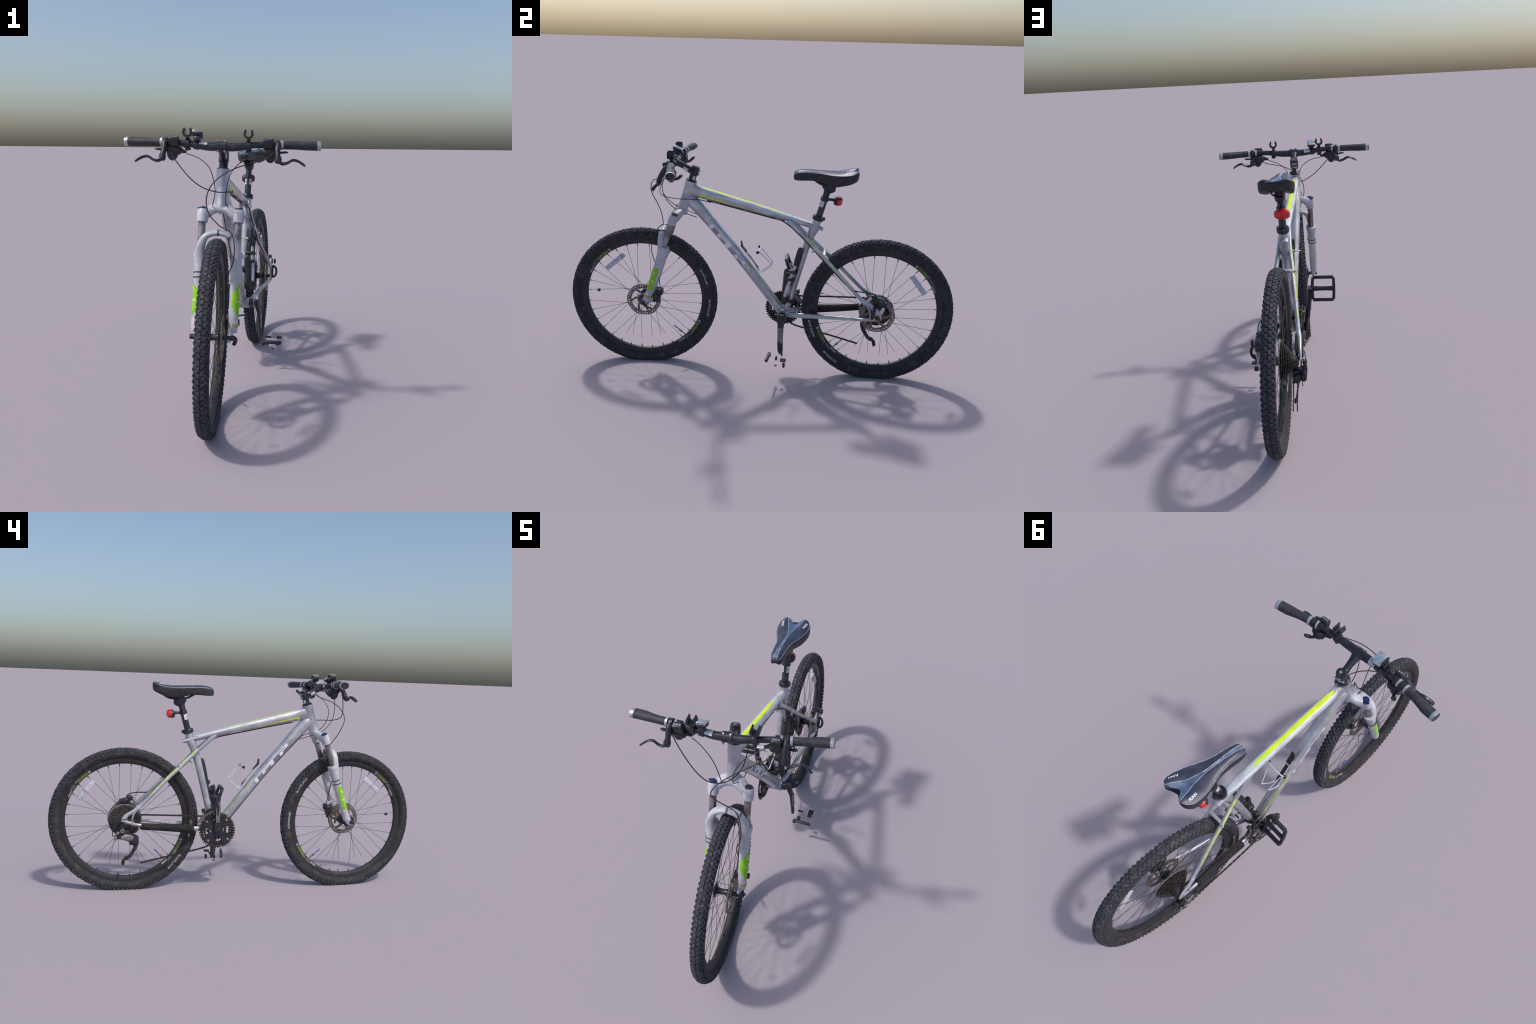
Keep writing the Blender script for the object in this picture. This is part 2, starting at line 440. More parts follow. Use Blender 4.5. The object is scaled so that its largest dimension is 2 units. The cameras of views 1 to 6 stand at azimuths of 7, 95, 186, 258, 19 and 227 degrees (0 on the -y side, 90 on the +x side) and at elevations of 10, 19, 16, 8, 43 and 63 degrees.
        u = unit(b - a); nip.add(lathe(b - u * .014, u, [(.0015, 0), (.0026, .003), (.0026, .014)], 8))
    nip.make('spoke_nipple', 'spoke', wp, 40, 'stuff')
    # brake rotor: slotted ring on six swept arms
    nth = 216; radii = [.026, .034, .042, .050, .058, .066, .0715, .0755, .0795, .0835, .0895]
    def keep(i, k):
        if k <= 0 or k == 5: return True
        if k < 5: return (i % 36) < (9 - k) + 3
        if k in (7, 8): return (i % 6) not in (0, 1) or (i // 6) % 3 == 2 and k == 7
        return True
    sw = lambda r: .0 if r > .0665 else -(.0665 - r) * 14.0
    v, f = W.plate(nth, radii, keep, W.rot_h, .0028, sw, lambda i: 1.0 + .012 * math.cos(2 * PI * i / 36) - .006)
    make('brake_rotor', v, f, 'rotor', wp, 30)
    # text on the sidewall
    def sidewall_text(body, mid, sg, size):
        v2, f2 = text_geo(body, size, .25, .0006, 1.08); pts = []
        for x, y in v2:
            a = mid - sg * x / .352
            rr = .3475 + y * .9
            tt = np.interp(rr, [.335, .3415, .349, .357], [.0211, .0257, .0277, .0284]); pts.append(W.P(rr, a, sg * tt))
        make('tyre_lettering', pts, f2, 'tyre_print', wp)
    ang = [(1, .40, 'SCHWALBE'), (1, -.13, 'BLACK JACK'), (-1, .02, 'SCHWALBE'), (-1, .62, 'BLACK JACK')] if not rear else \
          [(1, -2.28, 'SCHWALBE'), (1, -2.83, 'BLACK JACK'), (-1, PI + .12, 'SCHWALBE'), (-1, PI + .70, 'BLACK JACK')]
    for sg, mid, body in ang: sidewall_text(body, mid, sg, .017)
    # valve with blue cap
    vb = V(.023, .398, .154) if rear else V(-.0165, -.404, .156); vt = V(.024, .455, .212) if rear else V(-.014, -.465, .207)
    vb = vb + unit(vb - vt) * .012
    lerp = lambda k: vb + (vt - vb) * k
    make('valve', *rod(lerp(0), lerp(.34), .0032, .0032), 'copper', wp)
    gv = Geo(); gv.add(lathe(lerp(.32), vt - vb, [(.003, 0), (.0058, .008), (.0062, .016), (.0045, .025), (.0035, .030)], 12)); gv.make('valve_nut', 'copper', wp)
    make('valve_cap', *rod(lerp(.68), vt, .0034, .0026), 'blue_cap', wp)
    # spoke reflector
    ra, rb = (V(.026, .772, .583), V(.029, .848, .486)) if rear else (V(.014, -.712, .609), V(.020, -.809, .526))
    tdir = unit(rb - ra); up = unit(np.cross(W.n, tdir)); c = (ra + rb) / 2; L = np.linalg.norm(rb - ra)
    gr = Geo(); gr.add(box(c + W.n * .0, (L, .027, .009), [tdir, up, W.n], .0035)); gr.add(box(c, (.012, .030, .013), [tdir, up, W.n], .003))
    for k in (-.36, -.2, .2, .36): gr.add(box(c + tdir * k * L, (.0015, .022, .0102), [tdir, up, W.n], 0))
    gr.make('wheel_reflector', 'reflector', wp)

WF = Wheel((.0020, -.6115, .3705), (1, .080, -.027))
WR = Wheel((.0225, .6130, .3735), (1, 0, .010))
build_wheel(WF, False); build_wheel(WR, True)
# speed sensor magnet on a front spoke
make('spoke_magnet', *lathe(V(.012, -.861, .398) - V(.008, 0, 0), (1, 0, 0), [(.004, 0), (.0085, .004), (.0085, .012), (.004, .017)], 10), 'black', WF.part)

# ------------------------------------------------------------------ frame
FR = empty('frame', (0, .1, .6), ROOT)
HT = Tube([(-.0015, -.403, .855, .0285, .0285), (-.0015, -.3995, .866, .0285, .0285), (-.002, -.393, .886, .0265, .0265), (-.003, -.376, .938, .0255, .0255), (-.004, -.361, .984, .0270, .0270), (-.0045, -.3525, 1.0105, .0282, .0282)])
HT.make('head_tube', 'silver', FR)
TT = Tube([(-.004, -.362, .968, .024, .037, 2.3), (-.0035, -.33, .960, .0225, .034, 2.5), (-.003, -.29, .9495, .0220, .0300, 2.7), (0, -.15, .9165, .0225, .0260, 2.7), (.003, 0, .8805, .0225, .0225, 2.7), (.006, .14, .8455, .0220, .0185, 2.6), (.009, .25, .8165, .0225, .0150, 2.5), (.0095, .29, .8055, .0235, .0140, 2.4), (.0095, .3165, .8000, .0222, .0095, 2.6)], n=40, keel=.40)
TT.r[:, 3:5] *= 0.960
TT.make('top_tube', 'silver', FR)
DT = Tube([(-.003, -.385, .925, .026, .030, 2.2), (-.003, -.345, .902, .027, .0345, 2.3), (-.002, -.30, .856, .0275, .0320, 2.5), (-.001, -.235, .7815, .0280, .0285, 2.6), (.001, -.135, .6660, .0280, .0272, 2.6), (.003, -.03, .5330, .0275, .0265, 2.5), (.004, .055, .4230, .0270, .0262, 2.4), (.005, .124, .3330, .0260, .0250, 2.2)], n=40, keel=.22)
DT.r[:, 3:5] *= 0.955
DT.make('down_tube', 'silver', FR)
ST = Tube([(.005, .137, .322, .0195, .0195), (.006, .160, .405, .0188, .0188), (.007, .180, .48, .0190, .0190), (.009, .233, .69, .0205, .0205), (.010, .258, .765, .0210, .0215), (.010, .270, .795, .0232, .0250), (.010, .282, .83, .0215, .0215), (.010, .2865, .848, .0210, .0210)])
ST.r[:, 3:5] *= 0.960
ST.make('seat_tube', 'silver', FR)
make('bottom_bracket_shell', *lathe((-.036, .126, .331), (1, 0, 0), [(.024, 0), (.0265, .002), (.0265, .080), (.024, .082)], 28), 'silver_dark', FR)
# seat stays run past the seat tube to the top tube
SSL = Tube([(.028, .140, .838, .0095, .0125), (.0330, .178, .806, .0100, .0125), (.0380, .246, .743, .0105, .0120), (.0490, .320, .668, .0105, .0115), (.0570, .383, .606, .0105, .0112), (.0820, .460, .530, .0100, .0105), (.1020, .520, .472, .0098, .0105), (.1060, .545, .448, .0095, .0105)])
SSL.r[:, 3:5] *= 0.950
SSR = Tube([(-.005, .140, .840, .0095, .0125), (-.0085, .180, .808, .0100, .0125), (-.0145, .248, .745, .0105, .0120), (-.0270, .320, .677, .0105, .0115), (-.0360, .383, .620, .0105, .0112), (-.0480, .460, .540, .0100, .0105), (-.0575, .520, .480, .0098, .0105), (-.0620, .545, .456, .0095, .0105)])
SSR.r[:, 3:5] *= 0.950
SSL.make('seat_stay', 'silver', FR); SSR.make('seat_stay', 'silver', FR)
CSL = Tube([(.022, .140, .334, .0120, .0145), (.040, .170, .334, .0125, .0145), (.054, .235, .338, .0105, .0140), (.066, .330, .344, .0095, .0125), (.084, .450, .352, .0090, .0100), (.104, .555, .359, .0085, .0085), (.1055, .585, .362, .0085, .0085)])
CSL.r[:, 3:5] *= 0.950
CSR = Tube([(-.012, .140, .334, .0120, .0145), (-.027, .180, .335, .0125, .0145), (-.038, .235, .338, .0105, .0140), (-.044, .330, .344, .0095, .0125), (-.052, .450, .354, .0090, .0100), (-.061, .545, .367, .0085, .0090), (-.064, .580, .375, .0085, .0090)])
CSR.r[:, 3:5] *= 0.950
CSL.make('chain_stay', 'silver', FR); CSR.make('chain_stay', 'silver', FR)
SLV = Tube([(-.0405, .258, .3395, .0205, .0235), (-.0405, .262, .3395, .0215, .0240), (-.044, .33, .3440, .0205, .0225), (-.0505, .43, .3510, .0195, .0195), (-.0585, .520, .3585, .0175, .0182), (-.0590, .524, .3590, .0165, .0172)])
SLV.r[:, 3:5] *= 0.960
SLV.make('chain_stay_guard', 'sleeve', FR)
# stay bridges
make('stay_bridge', *Tube([(.050, .330, .660, .009, .009), (.025, .330, .672, .0085, .0075), (-.005, .330, .677, .0085, .0075), (-.028, .327, .672, .009, .009)], ref=(0, 1, 0)).geo(), 'silver', FR)
gb = Geo()
for p, q in (((-.034, .334, .675), (-.046, .338, .680)), ((.056, .345, .655), (.070, .350, .660)), ((-.022, .276, .708), (-.028, .268, .690)), ((.047, .276, .700), (.053, .268, .684))):
    gb.add(rod(p, q, .0055, .0045, 10))
gb.make('frame_boss', 'silver', FR)
# rear dropouts
gl = Geo()
gl.add(Tube([(0.1055, .538, .455, .008, .012), (0.1070, .565, .444, .0075, .013), (0.1070, .590, .424, .006, .013), (0.1060, .612, .392, .006, .017), (0.1050, .620, .368, .006, .015)]).geo())
gl.add(Tube([(0.1055, .552, .448, .006, .007), (0.1060, .568, .418, .0055, .0055), (0.1055, .577, .390, .0055, .0055), (0.1050, .577, .362, .007, .008)]).geo())
gl.add(Tube([(0.1050, .570, .362, .007, .008), (0.1050, .590, .362, .0065, .009), (0.1050, .612, .372, .006, .014)]).geo())
gl.add(Tube([(0.1055, .550, .452, .007, .010), (0.1070, .566, .470, .006, .008), (0.1070, .574, .486, .005, .007)]).geo())
gl.add(Tube([(0.1060, .612, .385, .006, .013), (0.1070, .630, .410, .006, .010), (0.1070, .640, .432, .006, .008)]).geo())
gl.make('dropout', 'silver', FR)
gr = Geo()
gr.add(Tube([(-0.0635, .540, .461, .008, .011), (-0.0665, .570, .440, .007, .010), (-0.0685, .600, .422, .006, .010), (-0.0695, .613, .405, .006, .013), (-0.0695, .619, .386, .006, .016)]).geo())
gr.add(Tube([(-0.0645, .550, .452, .006, .007), (-0.0675, .568, .425, .005, .0055), (-0.0675, .574, .400, .005, .0055), (-0.0635, .575, .374, .007, .008)]).geo())
gr.add(Tube([(-0.0635, .568, .374, .007, .008), (-0.0665, .590, .380, .006, .008), (-0.0685, .612, .385, .006, .012)]).geo())
gr.make('dropout', 'silver', FR)
# paint graphics -------------------------------------------------------
u90 = PI / 2
Geo().add(TT.strip(.075, .78, lambda u: u90 - .36 * min(1, 8 * u + .3, (1.02 - u) * 5) * (1 - .35 * u), lambda u: u90 + .36 * min(1, 8 * u + .3, (1.02 - u) * 5) * (1 - .35 * u), .0011, 60, 10)).make('stripe', 'lime_top', FR)
Geo().add(TT.strip(.055, .93, lambda u: .12 + .25 * u + 1.1 * math.exp(-u * 28) + .8 * max(0, u - .9) * 10, lambda u: PI - (.12 + .25 * u + 1.1 * math.exp(-u * 28) + .8 * max(0, u - .9) * 10), .0005, 60, 24)).make('sun_highlight_decal', 'painted_highlight', FR)
gs = Geo()
for flip in (0, 1):
    f = (lambda a: a) if not flip else (lambda a: PI - a)
    gs.add(TT.strip(.085, .66, (lambda u, f=f: f(-.42)), (lambda u, f=f: f(-.42 + .27 * (1 - u) + .02)), .0006, 50, 4))
    gs.add(TT.strip(.085, .10, (lambda u, f=f: f(-.80)), (lambda u, f=f: f(-.40)), .0006, 4, 4))
gs.make('stripe', 'lime_side', FR)
gd = Geo()
for flip in (0, 1):
    f = (lambda a: a) if not flip else (lambda a: PI - a)
    gd.add(DT.strip(.13, .235, (lambda u, f=f: f(1.05 - .55 * u)), (lambda u, f=f: f(1.25 - .65 * u)), .0006, 16, 3))
    gd.add(DT.strip(.56, .93, (lambda u, f=f: f(.52 + .1 * u)), (lambda u, f=f: f(.88 + .05 * u)), .0006, 30, 4))
gd.make('stripe', 'green_stripe', FR)
gy = Geo()
for S_, a, b, flip in ((SSL, .22, .85, 0), (SSR, .22, .85, 1)):
    f = (lambda a: a) if not flip else (lambda a: PI - a)
    gy.add(S_.strip(a, b, (lambda u, f=f: f(.35)), (lambda u, f=f: f(1.25 - .4 * u)), .0006, 40, 4))
gy.make('stripe', 'lime_stay', FR)
Geo().add(CSL.strip(.32, .86, -.15, .45, .0006, 30, 4)).make('stripe', 'green_stripe', FR)
Geo().add(CSL.strip(.32, .80, -.42, -.18, .0006, 30, 3)).make('stripe', 'white_mark', FR)
# big two-letter maker's mark on the down tube; (a along the reading direction, b across)
def dt_logo(sg):
    light, dark = Geo(), Geo()
    t_of = lambda a: (.245 + .335 * a) if sg > 0 else (.58 - .335 * a)
    def patch(a0, a1, b0, b1, geo, off, slant=.02):
        rws = []
        n = max(2, int((a1 - a0) * 50))
        for i in range(n + 1):
            row = []
            for j in range(5):
                b = b0 + (b1 - b0) * j / 4; a = a0 + (a1 - a0) * i / n + slant * b
                ph = b * .95
                row.append(DT.S(t_of(a), ph if sg > 0 else PI - ph, off))
            rws.append(row)
        geo.add(sheet(rws))
    patch(.02, .98, -.62, .30, dark, .0005)
    for a0, a1, b0, b1 in ((-.01, .07, -.62, .30), (.07, .93, .16, .30), (.22, .47, -.06, .08), (.22, .29, -.40, .08), (.29, .35, -.40, -.26),
                           (.46, .56, -.64, .17), (.74, .83, -.64, -.10), (.74, .93, -.12, .02), (.92, 1.0, -.12, .30)):
        patch(a0, a1, b0, b1, light, .0009)
    dark.make('logo_field', 'silver_dark', FR); light.make('logo_letter', 'silver_light', FR)
dt_logo(1); dt_logo(-1)
# model word on the left chain stay (drive-side face)
v2, f2 = text_geo('AVALANCHE', .017, .2, .0004, 1.1)
make('stay_lettering', [CSL.S(.50 - x / CSL.L, PI - y / .011 - .1, .0007) for x, y in v2], f2, 'white_mark', FR)

# ------------------------------------------------------------------ seat post, collar, saddle, rear light
SP = empty('seat_post_assembly', (.01, .30, .9), ROOT)
p0, p1 = V(.010, .2855, .846), V(.0105, .3225, .972)
make('seat_post', *Tube([(.010, .280, .83, .0165, .0165), (.010, .296, .878, .0165, .0165), (.0105, .3155, .950, .0163, .0163), (.0105, .3215, .972, .0155, .0160), (.0105, .326, .988, .0150, .0175), (.0105, .331, 1.002, .018, .024)]).geo(), 'black_metal', SP)
ax = unit(p1 - p0)
make('seat_collar', *lathe(V(.010, .2865, .847), ax, [(.0215, -.004), (.0275, -.002), (.0285, .003), (.0285, .016), (.0265, .019), (.0165, .019)], 28), 'black_metal', SP)
make('collar_bolt', *box(V(.010, .316, .852), (.020, .016, .016), [V(1, 0, 0), np.cross(ax, V(1, 0, 0)), ax], .004), 'black_metal', SP)
make('saddle_clamp', *Tube([(.0105, .3275, .990, .016, .019, 2.4), (.0105, .331, .999, .020, .029, 2.6), (.0105, .3335, 1.006, .023, .0345, 2.8), (.0108, .3345, 1.014, .024, .0330, 2.8), (.011, .3350, 1.021, .024, .0260, 2.6), (.011, .3370, 1.036, .022, .0240, 2.4)]).geo(), 'black', SP)
# post sticker
PT = Tube([(.0102, .296, .878, .0168, .0168), (.0105, .3155, .950, .0166, .0166)])
for a0, a1 in ((-.2, 1.15), (PI - 1.15, PI + .2)):
    Geo().add(PT.strip(.50, .90, a0, a1, .0004)).make('post_label', 'sticker', SP)
    gm = Geo()
    for k in range(3): gm.add(PT.strip(.60 + .08 * k, .63 + .08 * k, a0 + .75 * (a0 < 1) + .05, a0 + .75 * (a0 < 1) + .55, .0008, 3, 4))
    gm.make('post_label_mark', 'black', SP)
# tail light
make('light_clamp', *lathe(V(.0105, .3165, .953), ax, [(.0168, -.009), (.0205, -.008), (.0205, .008), (.0168, .009)], 24), 'black', SP)
make('light_arm', *Tube([(.010, .332, .952, .007, .008), (.006, .350, .950, .006, .007), (.002, .368, .948, .008, .010)]).geo(), 'black', SP)
def puck(y0, prof, mat, name):
    n = 32; rings = []
    for w, h, y in prof:
        ring = []
        for k in range(n):
            a = 2 * PI * k / n; c, s_ = math.cos(a), math.sin(a)
            ring.append(V(.0005 + w * math.copysign(abs(c) ** .8, c), y0 + y + .10 * h * s_, .944 + h * math.copysign(abs(s_) ** .75, s_)))
        rings.append(ring)
    return make(name, *bridge(rings), mat, SP)
puck(.366, [(.020, .014, -.004), (.026, .018, 0), (.032, .021, .004), (.033, .0215, .014)], 'black', 'light_housing')
puck(.380, [(.0345, .0228, 0), (.0350, .0230, .008), (.0325, .0205, .018), (.024, .0140, .0235), (.010, .006, .0250)], 'red', 'light_lens')

SK = smooth_path([  # y, half width, crown z, edge z, bottom z
    (.1590, .007, 1.066, 1.062, 1.055), (.1615, .015, 1.076, 1.065, 1.048), (.167, .0215, 1.0835, 1.069, 1.0445), (.180, .0265, 1.090, 1.073, 1.043), (.205, .0292, 1.0945, 1.077, 1.0435),
    (.240, .0310, 1.0960, 1.0785, 1.0455), (.275, .0350, 1.0950, 1.078, 1.0445), (.305, .0425, 1.0940, 1.076, 1.038), (.335, .0535, 1.0925, 1.074, 1.030), (.370, .0665, 1.0920, 1.074, 1.027),
    (.405, .0745, 1.0920, 1.0770, 1.034), (.432, .0765, 1.0940, 1.0820, 1.042), (.451, .0725, 1.0965, 1.0870, 1.050), (.465, .0625, 1.0985, 1.0905, 1.057), (.472, .0510, 1.0985, 1.091, 1.064), (.475, .0430, 1.0955, 1.089, 1.071)], 5)
def rear_y(y, x):
    kk = np.clip((y - .39) / .085, 0, 1); return y - .030 * kk ** 1.5 * math.exp(-(x / .024) ** 2)
def saddle_pt(i, u, off=0.0):
    """top skin of saddle: station i, u across -1..1"""
    y, w, zc, ze, zb = SK[i]
    k = np.clip((y - .36) / .10, 0, 1); k = k * k * (3 - 2 * k)
    x = w * math.sin(u * PI / 2)
    z = ze + (zc - ze) * max(0, math.cos(u * PI / 2)) ** .8
    z += k * (.010 * math.exp(-((abs(x) - .046) / .020) ** 2) - .007 * math.exp(-(x / .018) ** 2))
    z -= (1 - k) * .0012 * math.exp(-(x / .007) ** 2)
    yy = rear_y(y, x)
    cx = .0045 + .009 * (y - .17) / .25
    return V(cx + x, yy, z + off)
NT, rings = 32, []
for i in range(len(SK)):
    y, w, zc, ze, zb = SK[i]; top = [saddle_pt(i, -1 + 2 * j / NT) for j in range(NT + 1)]
    L_, R_ = top[0], top[-1]; bot = []
    for (fx, fz) in ((1.0, .25), (1.0, .5), (.985, .78), (.95, .95), (.86, 1.0), (.55, .9), (.2, .80)):
        bot.append((fx, fz))
    full = []
    cx = .0045 + .009 * (y - .17) / .25
    und = 1 - .22 * math.exp(-((y - .335) / .06) ** 2)
    for fx, fz in bot: full.append(V(cx + fx * w * (1 - (1 - und) * fz), rear_y(y, fx * w), ze + (zb - ze) * fz))
    for fx, fz in bot[::-1]: full.append(V(cx - fx * w * (1 - (1 - und) * fz), rear_y(y, fx * w), ze + (zb - ze) * fz))
    rings.append(top + full)
last = np.array(rings[-1]); zm = last[:, 2].mean(); last[:, 2] = zm + (last[:, 2] - zm) * .2; last[:, 1] += .0015; rings.append([V(*p) for p in last])
v, f = bridge(rings); nr = len(rings[0])
SD = empty('saddle', (.01, .32, 1.05), ROOT)
isTop = lambda q: all((a % nr) <= NT for a in q)
def sub(v, faces):
    used = sorted({a for q in faces for a in q}); mp = {a: b for b, a in enumerate(used)}
    return [v[a] for a in used], [tuple(mp[a] for a in q) for q in faces]
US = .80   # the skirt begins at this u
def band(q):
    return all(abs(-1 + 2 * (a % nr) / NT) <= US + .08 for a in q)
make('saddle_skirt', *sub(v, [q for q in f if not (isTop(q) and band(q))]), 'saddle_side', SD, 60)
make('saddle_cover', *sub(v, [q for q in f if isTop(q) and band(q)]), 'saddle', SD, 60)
def uhalf(y):   # half width of the centre strip painted blue with the sky's reflection in metres
    return np.interp(y, [.16, .20, .28, .34, .40, .445, .475], [.009, .0075, .0042, .0046, .015, .032, .043])
rws = []
for i in range(3, len(SK) - 3):
    y, w = SK[i][:2]; h = min(uhalf(y) / w, .85)
    rws.append([saddle_pt(i, math.asin(h * (j / 6 - 1)) * 2 / PI, .0007) for j in range(13)])
make('saddle_painted_reflection', *sheet(rws), 'painted_sky_sheen', SD)
gp = Geo()
for sg in (-1, 1):
    gp.add(wire([saddle_pt(i, sg * US, .0004) for i in range(4, len(SK) - 2, 2)], .0013, 6, 3))
    gp.add(wire([saddle_pt(i, sg * math.asin(min(uhalf(SK[i][0]) / SK[i][1], .85)) * 2 / PI, .0006) for i in range(4, len(SK) - 2, 2)], .0013, 6, 3))
    gp.add(wire([saddle_pt(i, sg * math.asin(.45 * min(uhalf(SK[i][0]) / SK[i][1], .85)) * 2 / PI, .0006) for i in range(4, 42, 2)], .0008, 6, 3))
gp.make('piping', 'stitch', SD)
def saddle_uv(x, y):   # point on the cover at given x, y
    i = int(np.clip(np.interp(y, SK[:, 0], np.arange(len(SK))), 0, len(SK) - 2)); fr = np.interp(y, SK[:, 0], np.arange(len(SK))) - i
    pt = lambda k: saddle_pt(k, math.asin(np.clip((x - .011) / SK[k][1], -.99, .99)) * 2 / PI, .0009)
    return pt(i) * (1 - fr) + pt(i + 1) * fr
for sg in (-1, 1):
    v2, f2 = text_geo('FUNN', .0135, .3, .0004, 1.0)
    cx, cy, an = .011 + sg * .0545, .428, sg * 1.35
    pts = []
    for x, y in v2:
        X = cx + (x * math.cos(an) - y * math.sin(an)) ; Y = cy + (x * math.sin(an) + y * math.cos(an))
        pts.append(saddle_uv(X, Y))
    make('saddle_lettering', pts, f2, 'white_mark', SD)
for sg in (-1, 1):
    x = .011 + sg * .019
    make('saddle_rail', *wire([(.009 + sg * .010, .232, 1.058), (.010 + sg * .014, .258, 1.049), (x, .292, 1.030), (x, .33, 1.0205), (x, .375, 1.0225), (x + sg * .004, .405, 1.031), (x + sg * .012, .435, 1.052)], .0042, 10), 'black_metal', SD)

# ------------------------------------------------------------------ fork
FK = empty('fork', tuple(axis_at(.85)), ROOT)
LEGX = .0735
def leg(z, x): # unsteered leg axis
    return V(HX + .003 + x, -.430 - .328 * (.857 - z), z)
ld = unit(leg(.9, 0) - leg(.4, 0))
crown = Tube([(HX - LEGX, -.433, .830, .020, .020, 2.3), (HX - .060, -.427, .836, .0225, .022, 2.4), (HX - .040, -.415, .8500, .0270, .0180, 2.4), (HX - .018, -.406, .8575, .0300, .0155, 2.4), (HX, -.404, .8590, .0310, .0150, 2.4), (HX + .018, -.406, .8575, .0300, .0155, 2.4), (HX + .040, -.415, .8500, .0270, .0180, 2.4), (HX + .060, -.427, .836, .0225, .022, 2.4), (HX + LEGX, -.433, .830, .020, .020, 2.3)], ref=(0, 1, .32))
gc = Geo().add(crown.geo())
for sg in (-1, 1):
    gc.add(lathe(leg(.803, sg * LEGX), ld, [(.0205, 0), (.0225, .0015), (.0230, .02), (.0225, .050), (.0205, .053)], 28))
gc.add(lathe(axis_at(.846), AX_U, [(.024, -.004), (.0295, 0), (.0300, .014), (.0285, .018)], 28))
make('fork_crown', *steer((gc.v, gc.f)), 'white', FK)
for sg in (-1, 1):
    b = leg(.853, sg * LEGX)
    if sg < 0:
        gk = Geo().add(lathe(b, ld, [(.0165, -.002), (.0170, .004), (.0165, .008), (.0080, .0085), (.0075, .0125), (.001, .013)], 24))
        gk.add(box(b + ld * .0055 + V(-.017, .004, 0), (.012, .008, .005), None, .002))
        make('lockout_knob', *steer((gk.v, gk.f)), 'blue', FK)
    else:
        make('fork_cap', *steer(lathe(b, ld, [(.0165, -.002), (.0165, .005), (.0145, .0085), (.001, .009)], 24)), 'black', FK)
    make('stanchion', *steer(rod(leg(.665, sg * LEGX), leg(.81, sg * LEGX), .0148, n=28)), 'stanchion', FK)
    LEG = Tube([(*leg(.686, sg * LEGX), .0262, .0265), (*leg(.682, sg * LEGX), .0278, .0280), (*leg(.668, sg * LEGX), .0275, .0278), (*leg(.655, sg * LEGX), .0242, .0250), (*leg(.60, sg * LEGX), .0215, .0225), (*leg(.52, sg * LEGX), .0205, .0215), (*leg(.45, sg * LEGX), .0200, .0205), (*leg(.408, sg * LEGX), .0190, .0195), (*leg(.388, sg * LEGX), .0175, .0185), (*leg(.384, sg * LEGX), .0150, .0160)])
    LEG_geo = LEG.geo()
    gg = Geo().add(LEG_geo)
    # dropout lug reaching forward to the axle
    q0 = leg(.408, sg * LEGX); q1 = V(HX + sg * .066, -.606, .366)
    gg.add(Tube([(*(q0 + V(-sg * .004, 0, .01)), .011, .020), (*((q0 + q1) / 2), .010, .019), (*q1, .008, .015), (*(q1 + unit(q1 - q0) * .014), .007, .009)]).geo())
    make('lower_leg', *steer((gg.v, gg.f)), 'white', FK)
    lf = (lambda a: a) if sg > 0 else (lambda a: PI - a)
    # paint block: green field on the outer/front face with slanted ends, label and bands
    gg = Geo().add(LEG.strip(.335, .77, (lambda u: lf(-1.75 + .35 * u if u > .25 else -1.35 - 1.0 * u)), (lambda u: lf(.45 - .2 * u)), .0006, 40, 14))
    T0 = lambda u: .36 + .10 * u
    rws = []
    for i in range(31):
        row = []
        for j in range(17):
            ph = -2.0 + 2.45 * j / 16
            s0 = .37 + .12 * np.clip((-ph - .4) / 1.2, 0, 1); s1 = .80 - .12 * np.clip((-ph - .8) / 1.0, 0, 1) - .03 * np.clip(ph + .2, 0, 1)
            row.append(LEG.S(s0 + (s1 - s0) * i / 30, lf(ph), .0006))
        rws.append(row)
    gg = Geo().add(sheet(rws)); make('fork_graphic', *steer((gg.v, gg.f)), 'fork_green', FK)
    gg = Geo().add(LEG.strip(.845, .925, lf(-1.3), lf(-.2), .0007, 6, 8)); make('fork_label', *steer((gg.v, gg.f)), 'pink', FK)
    gg = Geo().add(LEG.strip(.60, .625, (lambda u: lf(-1.3)), (lambda u: lf(.3)), .0010, 4, 10)); make('fork_graphic_line', *steer((gg.v, gg.f)), M['lime_stay'], FK)
    gg = Geo().add(LEG.strip(.44, .50, lf(-.75), lf(-.15), .0010, 6, 6)); make('fork_label', *steer((gg.v, gg.f)), 'lime_stay', FK)
    if sg < 0:
        for z in (.607, .588):
            c = leg(z, sg * LEGX); make('cable_tie', *steer(lathe(c, ld, [(.0215, -.0018), (.0238, -.0018), (.0238, .0018), (.0215, .0018)], 28, True)), 'black', FK)
        make('tie_block', *steer(box(leg(.606, sg * LEGX) + V(.018, -.018, 0), (.014, .014, .030), [V(1, 0, 0), np.cross(ld, V(1, 0, 0)), ld], .004)), 'black', FK)
    else:
        make('olive_band', *steer(lathe(leg(.410, sg * LEGX), ld, [(.0185, -.006), (.0202, -.006), (.0205, .006), (.0185, .006)], 28, True)), 'olive', FK)
arch_half = [(-.0715, -.517, .600, .012, .012), (-.0725, -.508, .640, .016, .017), (-.0735, -.503, .685, .0180, .0195), (-.0655, -.5005, .728, .0175, .0165), (-.0450, -.498, .7575, .0170, .0120)]
arch = Tube([(HX + .002 + x, y, z, a_, b_, 2.4) for x, y, z, a_, b_ in arch_half] + [(HX + .002, -.4955, .7685, .0165, .0098, 2.4)] + [(HX + .002 - x, y, z, a_, b_, 2.4) for x, y, z, a_, b_ in arch_half[::-1]], ref=(0, 1, .3), per=10)
make('fork_arch', *steer(arch.geo()), 'white', FK)
for k in (-.008, .004):
    q = [arch.S(.5 + k, 2 * PI * j / 16, .0010) for j in range(16)]
    make('cable_tie', *steer(wire(q, .0012, 6, 2, True, True)), 'black', FK)
